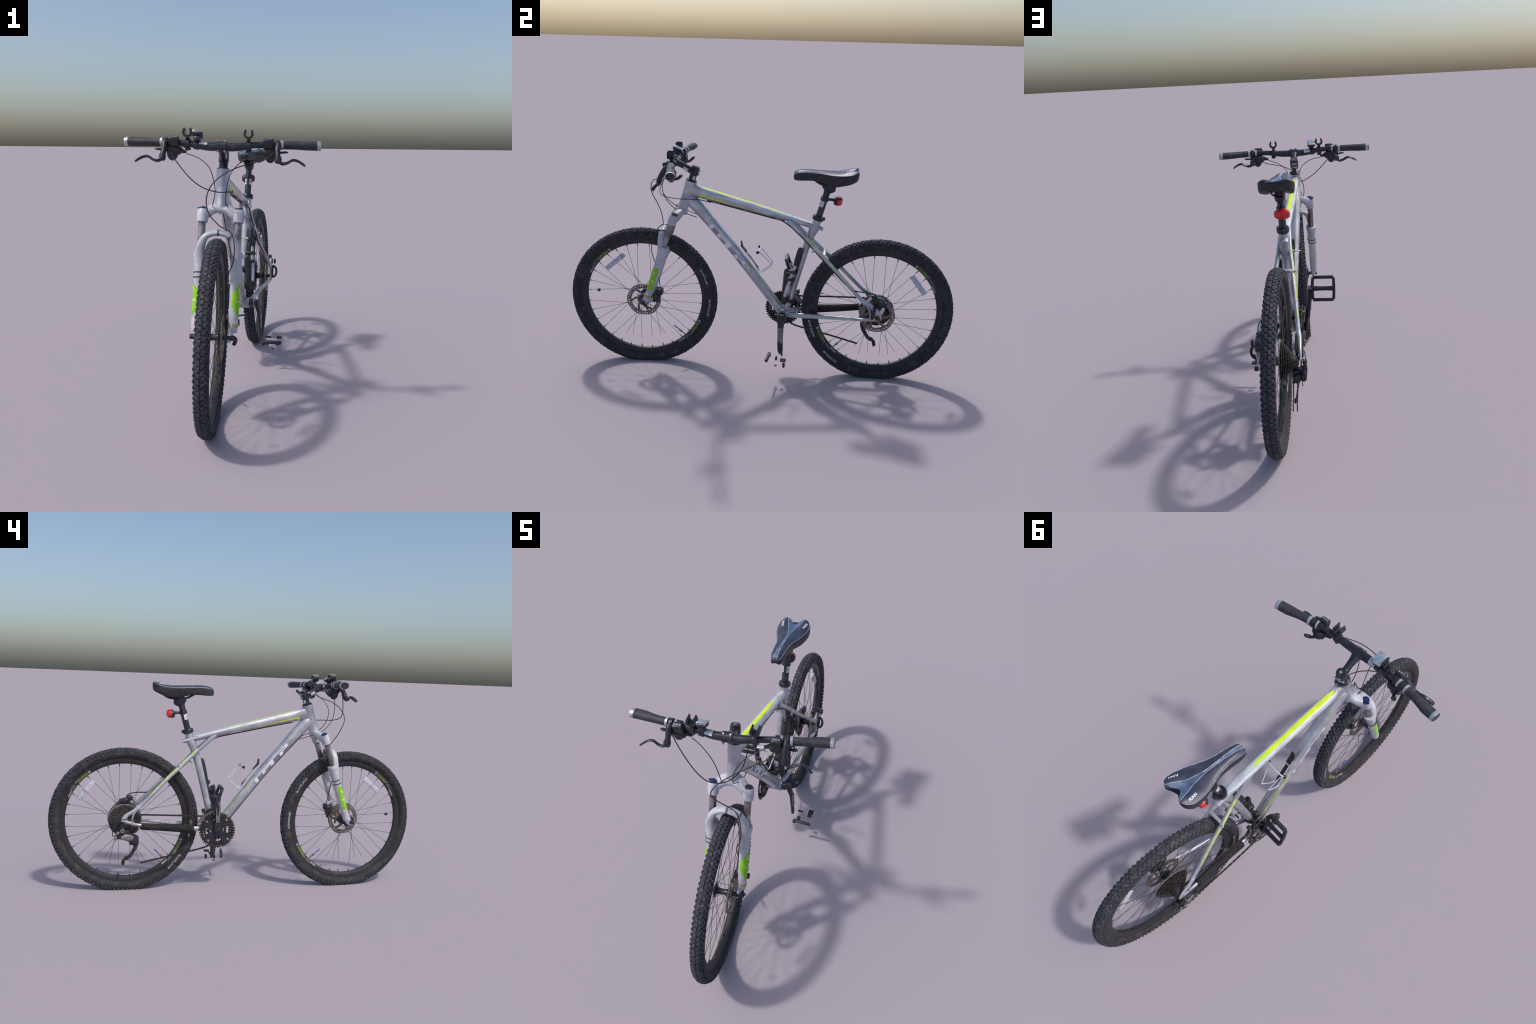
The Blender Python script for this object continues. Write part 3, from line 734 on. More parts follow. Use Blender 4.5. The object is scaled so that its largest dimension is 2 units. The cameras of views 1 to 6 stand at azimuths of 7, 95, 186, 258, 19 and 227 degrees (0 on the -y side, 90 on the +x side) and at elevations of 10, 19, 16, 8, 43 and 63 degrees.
q = [arch.S(.62, 2 * PI * j / 16, .0016) for j in range(16)]
make('cable_tie', *steer(wire(q, .0018, 6, 2, True, True)), 'black', FK)
# quick release ends
make('skewer_nut', *rod(WF.P(0, 0, -.062), WF.P(0, 0, -.092), .012, .010), 'black_metal', FK)
make('skewer_nut', *rod(WF.P(0, 0, .060), WF.P(0, 0, .086), .011, .010), 'black_metal', FK)
make('skewer_lever', *Tube([(*WF.P(.0, 0, .084), .009, .008), (*WF.P(.022, -.6, .088), .008, .005), (*WF.P(.046, -.9, .080), .008, .004)]).geo(), 'black_metal', FK)
# front caliper
FC = empty('front_brake', (.07, -.53, .42), ROOT)
gq = Geo().add(Tube([(.060, -.560, .470, .007, .009), (.060, -.535, .458, .007, .008), (.060, -.520, .445, .007, .010)]).geo()).add(Tube([(.060, -.575, .375, .007, .009), (.060, -.548, .373, .007, .007), (.060, -.530, .380, .007, .009)]).geo())
gq.make('caliper_mount', 'white', FC)
gq = Geo().add(box((.060, -.526, .412), (.044, .036, .062), [V(1, .08, 0), unit(V(-.08, 1, -.28)), unit(V(0, .28, 1))], .010, 3))
gq.add(box((.062, -.512, .432), (.040, .030, .034), None, .008, 3)).add(rod((.084, -.530, .412), (.094, -.529, .412), .013)).add(rod((.030, -.528, .412), (.024, -.528, .412), .013))
gq.add(rod((.062, -.545, .375), (.062, -.518, .376), .007)).add(rod((.062, -.530, .452), (.062, -.500, .446), .006)).add(box((.058, -.540, .395), (.020, .03, .05), None, .006))
gq.make('brake_caliper', 'black', FC)

# ------------------------------------------------------------------ cockpit
CK = empty('cockpit', (HX, -.42, 1.1), ROOT)
sp = lambda z: axis_at(z)
make('headset_cup', *steer(lathe(sp(1.009), AX_U, [(.024, 0), (.0275, .001), (.0275, .005), (.0235, .009), (.0185, .011)], 28)), 'black', CK)
gs = Geo()
for z0, z1 in ((1.019, 1.027), (1.0275, 1.0355), (1.036, 1.044)): gs.add(rod(sp(z0), sp(z1), .0182, n=28))
make('spacer', *steer((gs.v, gs.f)), 'black_metal', CK)
for a in (.5, 2.4):
    rows_ = []
    for i in range(3):
        rows_.append([sp(1.022 + .009 * i) + .0187 * (math.cos(a + .16 * j) * V(-1, 0, 0) + math.sin(a + .16 * j) * V(0, .95, -.3)) for j in range(5)])
    make('spacer_label', *steer(sheet(rows_)), 'sticker', CK)
gs = Geo().add(lathe(sp(1.043), AX_U, [(.0190, 0), (.0215, .002), (.0215, .034), (.0200, .037)], 28))
gs.add(Tube([(HX, -.343, 1.062, .0165, .0185, 2.3), (HX, -.365, 1.071, .0150, .0165, 2.3), (HX, -.395, 1.089, .0160, .0145, 2.5), (HX, -.420, 1.101, .021, .016, 2.8), (HX, -.434, 1.107, .0225, .0190, 2.5)]).geo())
gs.add(lathe((HX - .023, -.434, 1.107), (1, 0, 0), [(.019, 0), (.0215, .002), (.0215, .044), (.019, .046)], 28))
make('stem', *steer((gs.v, gs.f)), 'black_metal', CK)
gs = Geo()
for x in (-.014, .014):
    for (y, z) in ((-.444, 1.131), (-.455, 1.088)):
        d = unit(V(0, -.55, .84)) if z > 1.1 else unit(V(0, -1, -.2))
        gs.add(rod(V(HX + x, y, z) - d * .016, V(HX + x, y, z), .005, .0045, 10))
for z in (1.052, 1.069): gs.add(rod(sp(z) + V(-.012, .022, -.006), sp(z) + V(.012, .022, -.006), .005, n=10))
make('stem_bolt', *steer((gs.v, gs.f)), 'steel', CK)
make('stem_cap', *steer(lathe(sp(1.0785), AX_U, [(.019, 0), (.0200, .002), (.0200, .006), (.0185, .008), (.0085, .008), (.008, .0062), (.001, .0062)], 28)), 'black_metal', CK)
make('stem_cap_bolt', *steer(lathe(sp(1.0845), AX_U, [(.0062, 0), (.0062, .0035), (.0035, .0037), (.0030, .0012), (.0005, .001)], 16)), 'ring_silver', CK)
STB = Tube([(HX, -.365, 1.071, .0152, .0167, 2.3), (HX, -.395, 1.089, .0162, .0147, 2.5)])
gs = Geo().add(STB.strip(.0, .75, -.1, .75, .0006)).add(STB.strip(.0, .75, PI - .75, PI + .1, .0006))
make('stem_label', *steer((gs.v, gs.f)), 'sticker', CK)
def bar_at(x):   # handlebar centre line, unsteered: low-rise with back sweep
    a = abs(x)
    return V(HX - .002 + x, np.interp(a, [0, .05, .15, .40], [-.4345, -.4345, -.427, -.394]), 0) + V(0, 0, np.interp(a, [0, .045, .085, .13, .17, .40], [1.106, 1.1062, 1.1095, 1.116, 1.1195, 1.1185]) + .0075 * x)
xs = np.linspace(-.392, .392, 57)
brows = [(*bar_at(x), *([np.interp(abs(x), [0, .06, .12, .4], [.0175, .0172, .0128, .0125])] * 2)) for x in xs]
make('handlebar', *steer(Tube(brows, ref=(0, 0, 1), per=2, n=20).geo()), 'black_metal', CK)
gs = Geo()
BT = Tube(brows, ref=(0, 0, 1), per=2, n=20)
gs.add(BT.strip(.385, .43, -1.2, 1.6, .0007, 8, 10)); make('bar_label', *steer((gs.v, gs.f)), 'sticker', CK)
gs = Geo()
for k in range(4): gs.add(BT.strip(.396 + .007 * k, .399 + .007 * k, -.1, 1.0 - .15 * k, .0011, 2, 5))
make('bar_label_mark', *steer((gs.v, gs.f)), 'black', CK)

def bar_ring(x, half, r, ri=.0128):
    c = bar_at(x); d = unit(bar_at(x + .01) - bar_at(x - .01)); return lathe(c - d * half, d, [(ri, 0), (r - .001, 0), (r, .001), (r, 2 * half - .001), (r - .001, 2 * half), (ri, 2 * half)], 24)
def clip(x, zoff=0.0, lean=0.0):
    """open spring clip standing on the bar"""
    g_ = Geo().add(bar_ring(x, .0105, .0195))
    c = bar_at(x) + V(lean * .6, -.004, .042 + zoff); wy = .0165
    n = 22; rings = []
    for i in range(n + 1):
        a = PI / 2 + .62 + (2 * PI - 1.24) * i / n
        fl = 1 + .16 * (max(0, abs(i / n - .5) * 2 - .8) / .2)
        cs = []
        for dr, dy in ((-.0046, -1), (-.0046, 1), (.0046, 1), (.0046, -1)):
            rr = .0155 * fl + dr; cs.append(c + V(rr * math.cos(a), dy * wy * (1 - .15 * abs(i / n - .5)), rr * math.sin(a)))
        rings.append(cs)
    g_.add(bridge(rings))
    b = bar_at(x); g_.add(Tube([(*(b + V(0, 0, .012)), .0085, .010), (*(b + V(lean * .2, -.002, .020)), .0065, .008), (*(c + V(0, 0, -.0145)), .0095, .012)]).geo())
    g_.add(box(b + V(0, .002, -.021), (.013, .020, .014), None, .004)).add(rod(b + V(-.01, .004, -.022), b + V(.012, .004, -.022), .0045, n=10))
    make('lamp_clip', *steer((g_.v, g_.f)), 'black', CK)
clip(-.136, .002); clip(.109, .004)
# cycle computer
cc = bar_at(-.098) + V(.003, -.002, .040)
d3 = unit(V(0, .90, -.42)); up3 = unit(np.cross(V(1, 0, 0), d3))
gs = Geo().add(box(cc, (.042, .050, .020), [V(1, 0, 0), d3, up3], .009, 3)).add(box(cc - up3 * .018, (.026, .034, .022), [V(1, 0, 0), d3, up3], .005)).add(bar_ring(-.098, .010, .0185))
make('cycle_computer', *steer((gs.v, gs.f)), 'black', CK)
gs = Geo().add(box(cc + up3 * .0085 + d3 * .003, (.040, .046, .006), [V(1, 0, 0), d3, up3], .0028))
make('computer_bezel', *steer((gs.v, gs.f)), 'ring_silver', CK)
gs = Geo().add(box(cc + up3 * .0112 - d3 * .001, (.033, .031, .0025), [V(1, 0, 0), d3, up3], .001))
make('computer_screen', *steer((gs.v, gs.f)), 'screen', CK)
gs = Geo().add(box(cc + up3 * .0058 - d3 * .0195, (.038, .012, .009), [V(1, 0, 0), d3, up3], .0025))
make('computer_badge', *steer((gs.v, gs.f)), 'ring_silver', CK)
gs = Geo()
for k in (-.012, -.008, -.004, .002, .007, .011): gs.add(box(cc + V(k, 0, 0) + up3 * .0068 - d3 * .0258, (.0028, .001, .0035), [V(1, 0, 0), d3, up3], 0))
make('computer_badge_mark', *steer((gs.v, gs.f)), 'black', CK)

for sg in (-1, 1):
    # grip: slim inside, swelling to a rounded palm end
    gx = np.linspace(.245, .387, 14)
    rows_ = [(*bar_at(sg * x), np.interp(x, [.245, .29, .345, .38, .39], [.0168, .0165, .0182, .0186, .0182]), np.interp(x, [.245, .28, .305, .345, .38, .39], [.0168, .0168, .0185, .0228, .0222, .0218])) for x in gx]
    rows_ = [(q[0], q[1] + .75 * max(0, q[4] - .0170), q[2], q[3], q[4]) for q in rows_]
    make('grip', *steer(Tube(rows_, ref=(0, 0, 1), per=3, n=24).geo()), 'grip', CK)
    for x, r in ((.2415, .0195), ):
        make('grip_clamp', *steer(bar_ring(sg * x, .0055, r)), 'ring_silver', CK)
    e = bar_at(sg * .3895) + V(0, .0035, 0); d = unit(bar_at(sg * .40) - bar_at(sg * .38)) ; 
    def cap(x0, x1, k0, k1):
        return Tube([(*(e + d * x0), .0186 * k0, .0222 * k0), (*(e + d * (x0 + .001)), .0192 * k0, .0228 * k0), (*(e + d * (x1 - .001)), .0192 * k1, .0228 * k1), (*(e + d * x1), .0182 * k1, .0218 * k1)], ref=(0, 0, 1), per=3, n=28).geo()
    make('grip_clamp', *steer(cap(-.008, .007, 1, 1)), 'ring_silver', CK)
    make('bar_plug', *steer(cap(.0068, .0098, .90, .80)), 'black', CK)
    # brake lever: clamp, slanted reservoir body and two-finger blade
    b = bar_at(sg * .224)
    make('lever_clamp', *steer(bar_ring(sg * .2235, .0075, .0200)), 'black', CK)
    make('lever_clamp', *steer(bar_ring(sg * .205, .0050, .0190)), 'ring_silver', CK)
    g_ = Geo().add(Tube([(*(b + V(0, -.012, .012)), .0095, .0085), (*(b + V(sg * .002, -.027, -.004)), .0100, .0110), (*(b + V(sg * .002, -.040, -.026)), .0100, .0115), (*(b + V(sg * .004, -.050, -.046)), .0115, .0120), (*(b + V(sg * .006, -.056, -.062)), .0130, .0115), (*(b + V(sg * .008, -.058, -.070)), .0095, .0085)]).geo())
    la = unit(V(0, -.5, -.86)); lb = np.cross(la, V(1, 0, 0))
    g_.add(box(b + V(sg * .002, -.031, -.013), (.0225, .019, .044), [V(1, 0, 0), lb, la], .005, 3)).add(box(b + V(sg * .006, -.053, -.058), (.028, .022, .030), [V(1, 0, 0), lb, la], .009, 3))
    make('lever_body', *steer((g_.v, g_.f)), 'black', CK)
    blade = [b + V(sg * .004, -.053, -.060), b + V(sg * .022, -.058, -.072), b + V(sg * .042, -.056, -.069), b + V(sg * .062, -.052, -.058), b + V(sg * .080, -.054, -.059), b + V(sg * .098, -.061, -.068), b + V(sg * .112, -.067, -.078)]
    rr = [.0105, .0095, .0078, .0075, .0075, .0072, .0062]
    make('brake_lever', *steer(Tube([(*p, r * .62, r * 1.25) for p, r in zip(blade, rr)], ref=(0, -.45, -.9)).geo()), 'black_metal', CK)
    # shifter: pod with window on the bar, belly below, two thumb paddles
    c = bar_at(sg * .190)
    g_ = Geo().add(bar_ring(sg * .190, .009, .0185)).add(box(c + V(0, -.019, .004), (.042, .028, .040), [V(1, 0, 0), unit(V(0, 1, .35)), unit(V(0, -.35, 1))], .006, 3))
    c2 = bar_at(sg * .186) + V(0, .002, -.040)
    g_.add(box(c2 + V(sg * .006, -.002, .010), (.062, .048, .034), [unit(V(1, 0, sg * .15)), V(0, 1, 0), unit(V(-sg * .15, 0, 1))], .013, 3))
    g_.add(lathe(c2 + V(sg * .012, -.002, -.026), V(0, .15, 1), [(.006, -.006), (.015, 0), (.022, .012), (.023, .028), (.018, .036)], 20))
    g_.add(Tube([(*(c2 + V(-sg * .015, -.004, .012)), .012, .012), (*(c2 + V(-sg * .032, -.008, .006)), .008, .008), (*(c2 + V(-sg * .046, -.010, .004)), .0045, .0045)], ref=(0, 1, 0)).geo())
    make('shifter', *steer((g_.v, g_.f)), 'black', CK)
    g_ = Geo()
    for k in (-.010, 0, .010): g_.add(box(c + V(k, -.0245, .0225), (.0065, .007, .002), [V(1, 0, 0), unit(V(0, 1, .35)), unit(V(0, -.35, 1))], .0005))
    make('shifter_window', *steer((g_.v, g_.f)), 'screen', CK)
    t0 = c2 + V(sg * .012, .004, -.012)
    make('thumb_lever', *steer(Tube([(*t0, .006, .006), (*(t0 + V(sg * .010, .022, -.002)), .007, .006), (*(t0 + V(sg * .020, .036, .008)), .011, .0075), (*(t0 + V(sg * .024, .046, .017)), .011, .0070), (*(t0 + V(sg * .025, .051, .022)), .007, .004)], ref=(1, 0, 0)).geo()), 'black', CK)
    t0 = c2 + V(sg * .020, -.006, .008)
    make('thumb_lever', *steer(Tube([(*t0, .005, .005), (*(t0 + V(sg * .032, -.004, .002)), .005, .0045), (*(t0 + V(sg * .050, -.004, .004)), .009, .0045), (*(t0 + V(sg * .062, -.003, .004)), .005, .003)], ref=(0, 1, 0)).geo()), 'black', CK)

# ------------------------------------------------------------------ cables
CB = empty('cabling', (0, -.45, .95), ROOT)
def cable(pts, r=.0018): make('cable', *wire(pts, r, 8, 8), 'cable', CB)
# rear brake hose: right lever -> loop in front of the head tube -> under the top tube
cable([(-.205, -.474, 1.100), (-.193, -.480, 1.080), (-.174, -.492, 1.058), (-.136, -.510, 1.015), (-.095, -.524, .976), (-.049, -.528, .947), (-.001, -.503, .931), (.030, -.455, .928), (.040, -.400, .926), (.034, -.335, .926), (.026, -.295, .921), (.018, -.25, .909)], .0022)
tt_under = [TT.S(t, -u90 + .55, .004) for t in np.linspace(.16, .70, 9)]
cable(tt_under + [SSL.S(t, -u90 + .35, .0012) for t in np.linspace(.06, .66, 9)] + [(.088, .465, .519), (.100, .500, .510), (.106, .545, .508), (.104, .585, .502), (.100, .600, .490)], .0030)
cable([TT.S(t, -u90 + .05, .003) for t in np.linspace(.14, .72, 9)], .0026)
gs = Geo()
for t in (.20, .43, .66):
    p = TT.S(t, -u90 + .50, .003); gs.add(box(p, (.014, .016, .010), None, .003)); p = TT.S(t + .03, -u90 + .50, .003); gs.add(box(p, (.010, .008, .009), None, .003))
gs.make('cable_guide', 'steel', CB)
# right shifter
cable([(-.138, -.446, 1.078), (-.110, -.458, 1.072), (-.076, -.476, 1.059), (-.038, -.496, 1.031), (-.018, -.505, .991), (-.010, -.502, .947), (-.016, -.482, .912), (-.030, -.446, .876), (-.036, -.405, .857), (-.030, -.35, .838), (-.024, -.312, .824)])
# left shifter
cable([(.150, -.424, 1.078), (.126, -.437, 1.067), (.087, -.457, 1.047), (.057, -.482, 1.015), (.040, -.491, .974), (.031, -.480, .927), (.023, -.445, .880), (.030, -.405, .862), (.034, -.36, .846), (.026, -.322, .832)])
# front brake hose down to the arch and the caliper
cable([(.222, -.440, 1.088), (.185, -.452, 1.066), (.151, -.469, 1.050), (.115, -.494, 1.039), (.080, -.519, 1.027), (.046, -.539, 1.010), (.014, -.554, .988), (-.012, -.563, .960), (-.030, -.560, .924), (-.037, -.541, .883), (-.029, -.521, .843), (-.005, -.506, .810), (.019, -.497, .788), (.045, -.508, .781), (.066, -.525, .755), (.0745, -.542, .71), (.070, -.549, .66), (.052, -.545, .61), (.046, -.53, .56), (.052, -.520, .50), (.060, -.512, .45)], .0022)
# down tube runs
cable([DT.S(t, -u90 - .35, .0012) for t in np.linspace(.12, .95, 14)], .0020)

# ------------------------------------------------------------------ drivetrain
DV = empty('drivetrain', (-.04, .13, .33), ROOT)
class Disc(Wheel):
    def __init__(s, c, nrm): s.c = V(*c); s.n = unit(nrm); s.e1 = unit(V(0, 1, 0) - s.n * s.n[1]); s.e2 = np.cross(s.n, s.e1)
BBX, BBY, BBZ = .003, .128, .332
CR = Disc((-.049, BBY, BBZ), (1, 0, 0))
def ring_teeth(teeth, R, r_in, h, th=.0028, arms=None):
    nth = teeth * 4
    rad = [r_in, r_in + (R - r_in) * .35, R - .007, R]
    e = lambda i: (1.0, 1.0, 1 - .0075 / R, 1 - .0075 / R)[i % 4]
    return CR.plate(nth, rad, lambda i, k: True, h, th, lambda r: 0.0, e)
make('chainring', *ring_teeth(42, .0985, .077, -.006), 'greasy', DV, 30)
make('chainring', *ring_teeth(32, .0780, .062, .004), 'greasy', DV, 30)
make('chainring', *ring_teeth(24, .0560, .040, .014), 'greasy', DV, 30)
# four-arm spider, wide webs with windows
def spk(i, k):
    a = ((i - 8) % 45) / 45.0
    if k == 0: return True
    return a < (.62, .62, .56, .50, .46)[k]
make('spider', *CR.plate(180, [.016, .034, .050, .062, .074, .088], spk, -.002, .006), 'black_metal', DV, 30)
gs = Geo()
for k in range(4):
    a = 2 * PI * (8 + 45 * k + 12) / 180
    p = CR.P(.074, a, -.005); gs.add(rod(p, p + V(-.006, 0, 0), .0065, n=12)); p = CR.P(.052, a, .012); gs.add(rod(p, p + V(.008, 0, 0), .005, n=10))
    for b in (.35, -.35): p = CR.P(.090, a + b + .3, -.0075); gs.add(rod(p, p + V(-.003, 0, 0), .004, n=8))
gs.make('chainring_bolt', 'steel', DV)
# cranks
make('crank_arm', *Tube([(-.064, BBY, BBZ - .018, .010, .0150, 2.5), (-.0650, BBY, BBZ, .0125, .0190, 2.6), (-.0685, BBY + .001, BBZ + .03, .0105, .0180, 2.8), (-.078, BBY + .002, BBZ + .09, .0085, .0150, 2.8), (-.086, BBY + .005, BBZ + .15, .0080, .0140, 2.8), (-.088, BBY + .009, BBZ + .185, .0085, .0160, 2.6), (-.088, BBY + .010, BBZ + .207, .0070, .0115, 2.3)]).geo(), 'crank', DV)
make('crank_inlay', *slab([(-.0095, -.01), (-.002, -.006), (0, .018), (.002, -.006), (.0095, -.01), (.0125, .06), (.010, .128), (.006, .132), (-.006, .132), (-.010, .128), (-.0125, .06)], (-.0835, BBY + .002, BBZ + .054), (0, 1, .02), (-.11, .02, 1), .004, .001), 'crank_face', DV)
make('crank_inlay', *slab([(-.003, 0), (.003, 0), (.0055, .05), (0, .075), (-.0055, .05)], (-.0895, BBY + .003, BBZ + .085), (0, 1, .02), (-.10, .02, 1), .002, .0005), 'black', DV)
make('crank_arm', *Tube([(.080, BBY - .002, BBZ + .016, .010, .0150, 2.5), (.0805, BBY - .003, BBZ, .0120, .0195, 2.6), (.088, BBY - .003, BBZ - .028, .0100, .0175, 2.8), (.0955, BBY - .003, BBZ - .06, .0085, .0155, 2.8), (.0985, BBY - .003, BBZ - .10, .0080, .0145, 2.8), (.101, BBY - .002, BBZ - .15, .0075, .0145, 2.8), (.1025, BBY, BBZ - .182, .0075, .0130, 2.6), (.103, BBY + .004, BBZ - .198, .0045, .0060, 2.3)]).geo(), 'crank', DV)
make('crank_inlay', *slab([(-.0125, -.02), (.0125, -.03), (.0135, .055), (-.0135, .055)], (.1060, BBY - .003, BBZ - .105), (0, 1, .02), (-.05, .0, 1), .004, .001), 'crank_face', DV)
gs = Geo().add(rod((.034, BBY - .002, BBZ), (.066, BBY - .002, BBZ), .0215, .0215, 28)).add(rod((-.030, BBY, BBZ), (-.056, BBY, BBZ), .022, .022, 28))
gs.make('bearing_cup', 'black_metal', DV)
gs = Geo()
for x, d in ((.0915, 1), (-.0765, -1)):
    gs.add(lathe((x - d * .003, BBY - .002, BBZ), (d, 0, 0), [(.0125, 0), (.0125, .004), (.0095, .005), (.0090, .0025), (.0045, .0025), (.004, .005), (.001, .005)], 20))
gs.make('crank_bolt', 'black_metal', DV)
# pedals
PD = empty('pedal', (-.15, .139, .533), ROOT)
pu = unit(V(0, -.33, .944)); pn = np.cross(V(1, 0, 0), pu); pc = V(-.153, .149, .531)
gs = Geo()
def pbar(a, b, w=.013, t=.014):   # a, b in (x, along) plane of the pedal
    A = pc + V(a[0], 0, 0) + pu * a[1]; B = pc + V(b[0], 0, 0) + pu * b[1]; d = unit(B - A)
    gs.add(box((A + B) / 2, (np.linalg.norm(B - A) + w * .6, w, t), [d, np.cross(pn, d), pn], .003))
for s_ in (-1, 1):
    pbar((-.044, s_ * .053), (.044, s_ * .053), .016, .016); pbar((-.049, s_ * .048), (-.051, s_ * .010), .014, .015); pbar((.049, s_ * .048), (.051, s_ * .010), .014, .015)
gs.add(Tube([(*(pc + V(.050, 0, 0)), .011, .0140), (*(pc + V(.02, 0, 0)), .0095, .0110), (*(pc + V(-.02, 0, 0)), .0090, .0105), (*(pc + V(-.057, 0, 0)), .011, .0130)], ref=(0, 1, 0)).geo())
for s_ in (-1, 1):
    for k in (-.04, -.013, .013, .04):
        p = pc + V(k, 0, 0) + pu * s_ * .055; gs.add(rod(p - pn * .0095, p + pn * .0095, .0022, n=6))
gs.make('pedal_body', 'black', PD)
make('pedal_axle', *rod(pc + V(.050, 0, 0), (-.083, .142, .532), .0075), 'steel', PD)
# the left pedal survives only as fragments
PL = empty('pedal', (.165, .11, .14), ROOT)
def frag(c, size, ax=None, seed=0):
    v, f = box(c, size, ax, .0025, 2); r = np.random.default_rng(seed); v = np.array(v)
    v += (np.sin(v * 420 + seed) * .0012); return v, f
gs = Geo().add(frag((.169, .069, .1465), (.094, .013, .017), [unit(V(1, -.11, .06)), unit(V(.11, 1, .3)), unit(V(0, -.3, 1))], 1)).add(frag((.125, .073, .137), (.012, .014, .022), None, 5))
gs.make('pedal_rail', 'black', PL)
for k, (c, s_) in enumerate((((.197, .148, .150), (.024, .030, .010)), ((.140, .110, .130), (.018, .010, .020)), ((.190, .152, .118), (.020, .012, .020)), ((.168, .110, .101), (.008, .014, .009)), ((.142, .140, .152), (.026, .008, .008)))):
    make('pedal_fragment', *frag(c, s_, None, k + 2), 'black', PL)
# cassette: nine toothed cogs
CS_ = Disc(tuple(WR.c), tuple(WR.n)); gs = Geo()
for k in range(9):
    R = .0850 - .0064 * k - .0002 * k * k; teeth = int(round(R / .0022)); h = -.0125 - .0066 * k
    e = lambda i: (1, 1, .965, .965)[i % 4]
    if k < 4: kp = lambda i, q, k=k: q != 1 or (i // max(1, teeth * 4 // 18)) % 3 != 0
    else: kp = lambda i, q: True
    gs.add(CS_.plate(teeth * 4, [.016, R * .58, R * .78, R], kp, h, .0026, lambda r: 0.0, e))
gs.add(lathe(WR.P(0, 0, -.084), WR.n, [(.014, 0), (.024, .003), (.027, .020), (.030, .060)], 20))
gs.make('cassette', 'cassette', DV, 30)
make('spoke_guard', *CS_.plate(90, [.024, .060, .0865, .0900], lambda i, q: (q == 2 and i < 58) or (q == 1 and i < 58 and i % 10 > 3), -.0095, .002), 'guard', DV, 30)
# chain
def chain(pts):
    p = smooth_path(pts, 24); L = np.r_[0, np.cumsum(np.linalg.norm(np.diff(p, axis=0), axis=1))]
    g_ = Geo(); n = int(L[-1] / .0071)
    at = lambda s_: V(*[np.interp(s_, L, p[:, k]) for k in range(3)])
    for i in range(n):
        a, b = at(i * .0071), at((i + 1) * .0071); d = unit(b - a); s_ = unit(np.cross(d, V(1, 0, 0)))
        w = .0072 if (i // 2) % 2 else .0052; hgt = .0086 if i % 2 else .0066
        g_.add(box((a + b) / 2, (.0078, hgt, w), [d, s_, np.cross(d, s_)], 0))
    return g_
gs = chain([(-.0455, .585, .416), (-.047, .522, .4175), (-.0475, .40, .4145), (-.0475, .234, .4085), (-.045, .16, .4065)])
arc_pts = [CR.P(.0785, math.radians(a), .004) for a in range(70, 296, 15)]
gs2 = chain(arc_pts); gs.add((gs2.v, gs2.f))
gs3 = chain([tuple(CR.P(.0785, math.radians(292), .004)), (-.045, .19, .2385), (-.045, .275, .2165), (-.042, .40, .1880), (-.036, .537, .1545)]); gs.add((gs3.v, gs3.f))
gs.make('chain', 'greasy', DV, 30, 'stuff')
# rear derailleur
RD = empty('rear_derailleur', (-.07, .6, .3), ROOT)
gs = Geo().add(Tube([(-.086, .618, .375, .006, .015), (-.086, .625, .352, .006, .014), (-.085, .627, .335, .006, .012)]).geo())
gs.add(rod((-.070, .624, .344), (-.096, .624, .344), .015, n=20)).add(Tube([(-.082, .628, .340, .011, .016), (-.082, .640, .322, .011, .014), (-.080, .640, .303, .012, .012)]).geo())
gs.add(Tube([(-.064, .646, .314, .018, .014), (-.056, .615, .308, .024, .021), (-.050, .585, .300, .026, .024), (-.046, .562, .292, .022, .020)]).geo())
gs.add(rod((-.026, .560, .288), (-.074, .560, .290), .0185, n=20)).add(box((-.052, .612, .326), (.040, .044, .032), None, .010)).add(box((-.045, .575, .272), (.034, .030, .030), None, .010))
gs.make('derailleur_body', 'black', RD)
make('derailleur_cover', *Tube([(-.0815, .648, .304, .005, .006), (-.0815, .625, .305, .006, .011), (-.077, .598, .304, .006, .016), (-.070, .570, .297, .005, .013)]).geo(), 'crank_face', RD)
make('derailleur_bolt', *Geo().add(lathe((-.094, .624, .344), (-1, 0, 0), [(.010, 0), (.010, .003), (.005, .0032), (.004, .001)], 14)).add(lathe((-.090, .646, .334), (-1, 0, 0), [(.007, 0), (.007, .003)], 12)).__dict__.values(), 'steel', RD)
gs = Geo()
for x in (-.030, -.047):
    gs.add(slab([(0, .016), (.016, .004), (.016, -.030), (.008, -.056), (-.022, -.104), (-.050, -.116), (-.060, -.150), (-.074, -.138), (-.070, -.122), (-.058, -.108), (-.034, -.096), (-.012, -.056), (-.008, -.020), (-.016, 0)], (x, .556, .294), (0, -1, 0), (0, 0, 1), .004, .0010))
gs.make('derailleur_cage', 'dark_greasy', RD)
gs = Geo().add(lathe((-.034, .563, .270), (-1, 0, 0), [(.006, 0), (.018, .002), (.018, .008), (.006, .010)], 20)).add(lathe((-.034, .600, .186), (-1, 0, 0), [(.006, 0), (.012, .002), (.012, .008), (.006, .010)], 20))
gs.make('jockey_wheel', 'black', RD)
make('cable', *wire([(-.086, .645, .325), (-.092, .672, .318), (-.096, .668, .36), (-.090, .628, .40), (-.084, .575, .398), (-.078, .540, .385)], .0024), 'cable', CB)
make('barrel_adjuster', *rod((-.080, .650, .302), (-.078, .668, .292), .005, .004, 10), 'copper', RD)
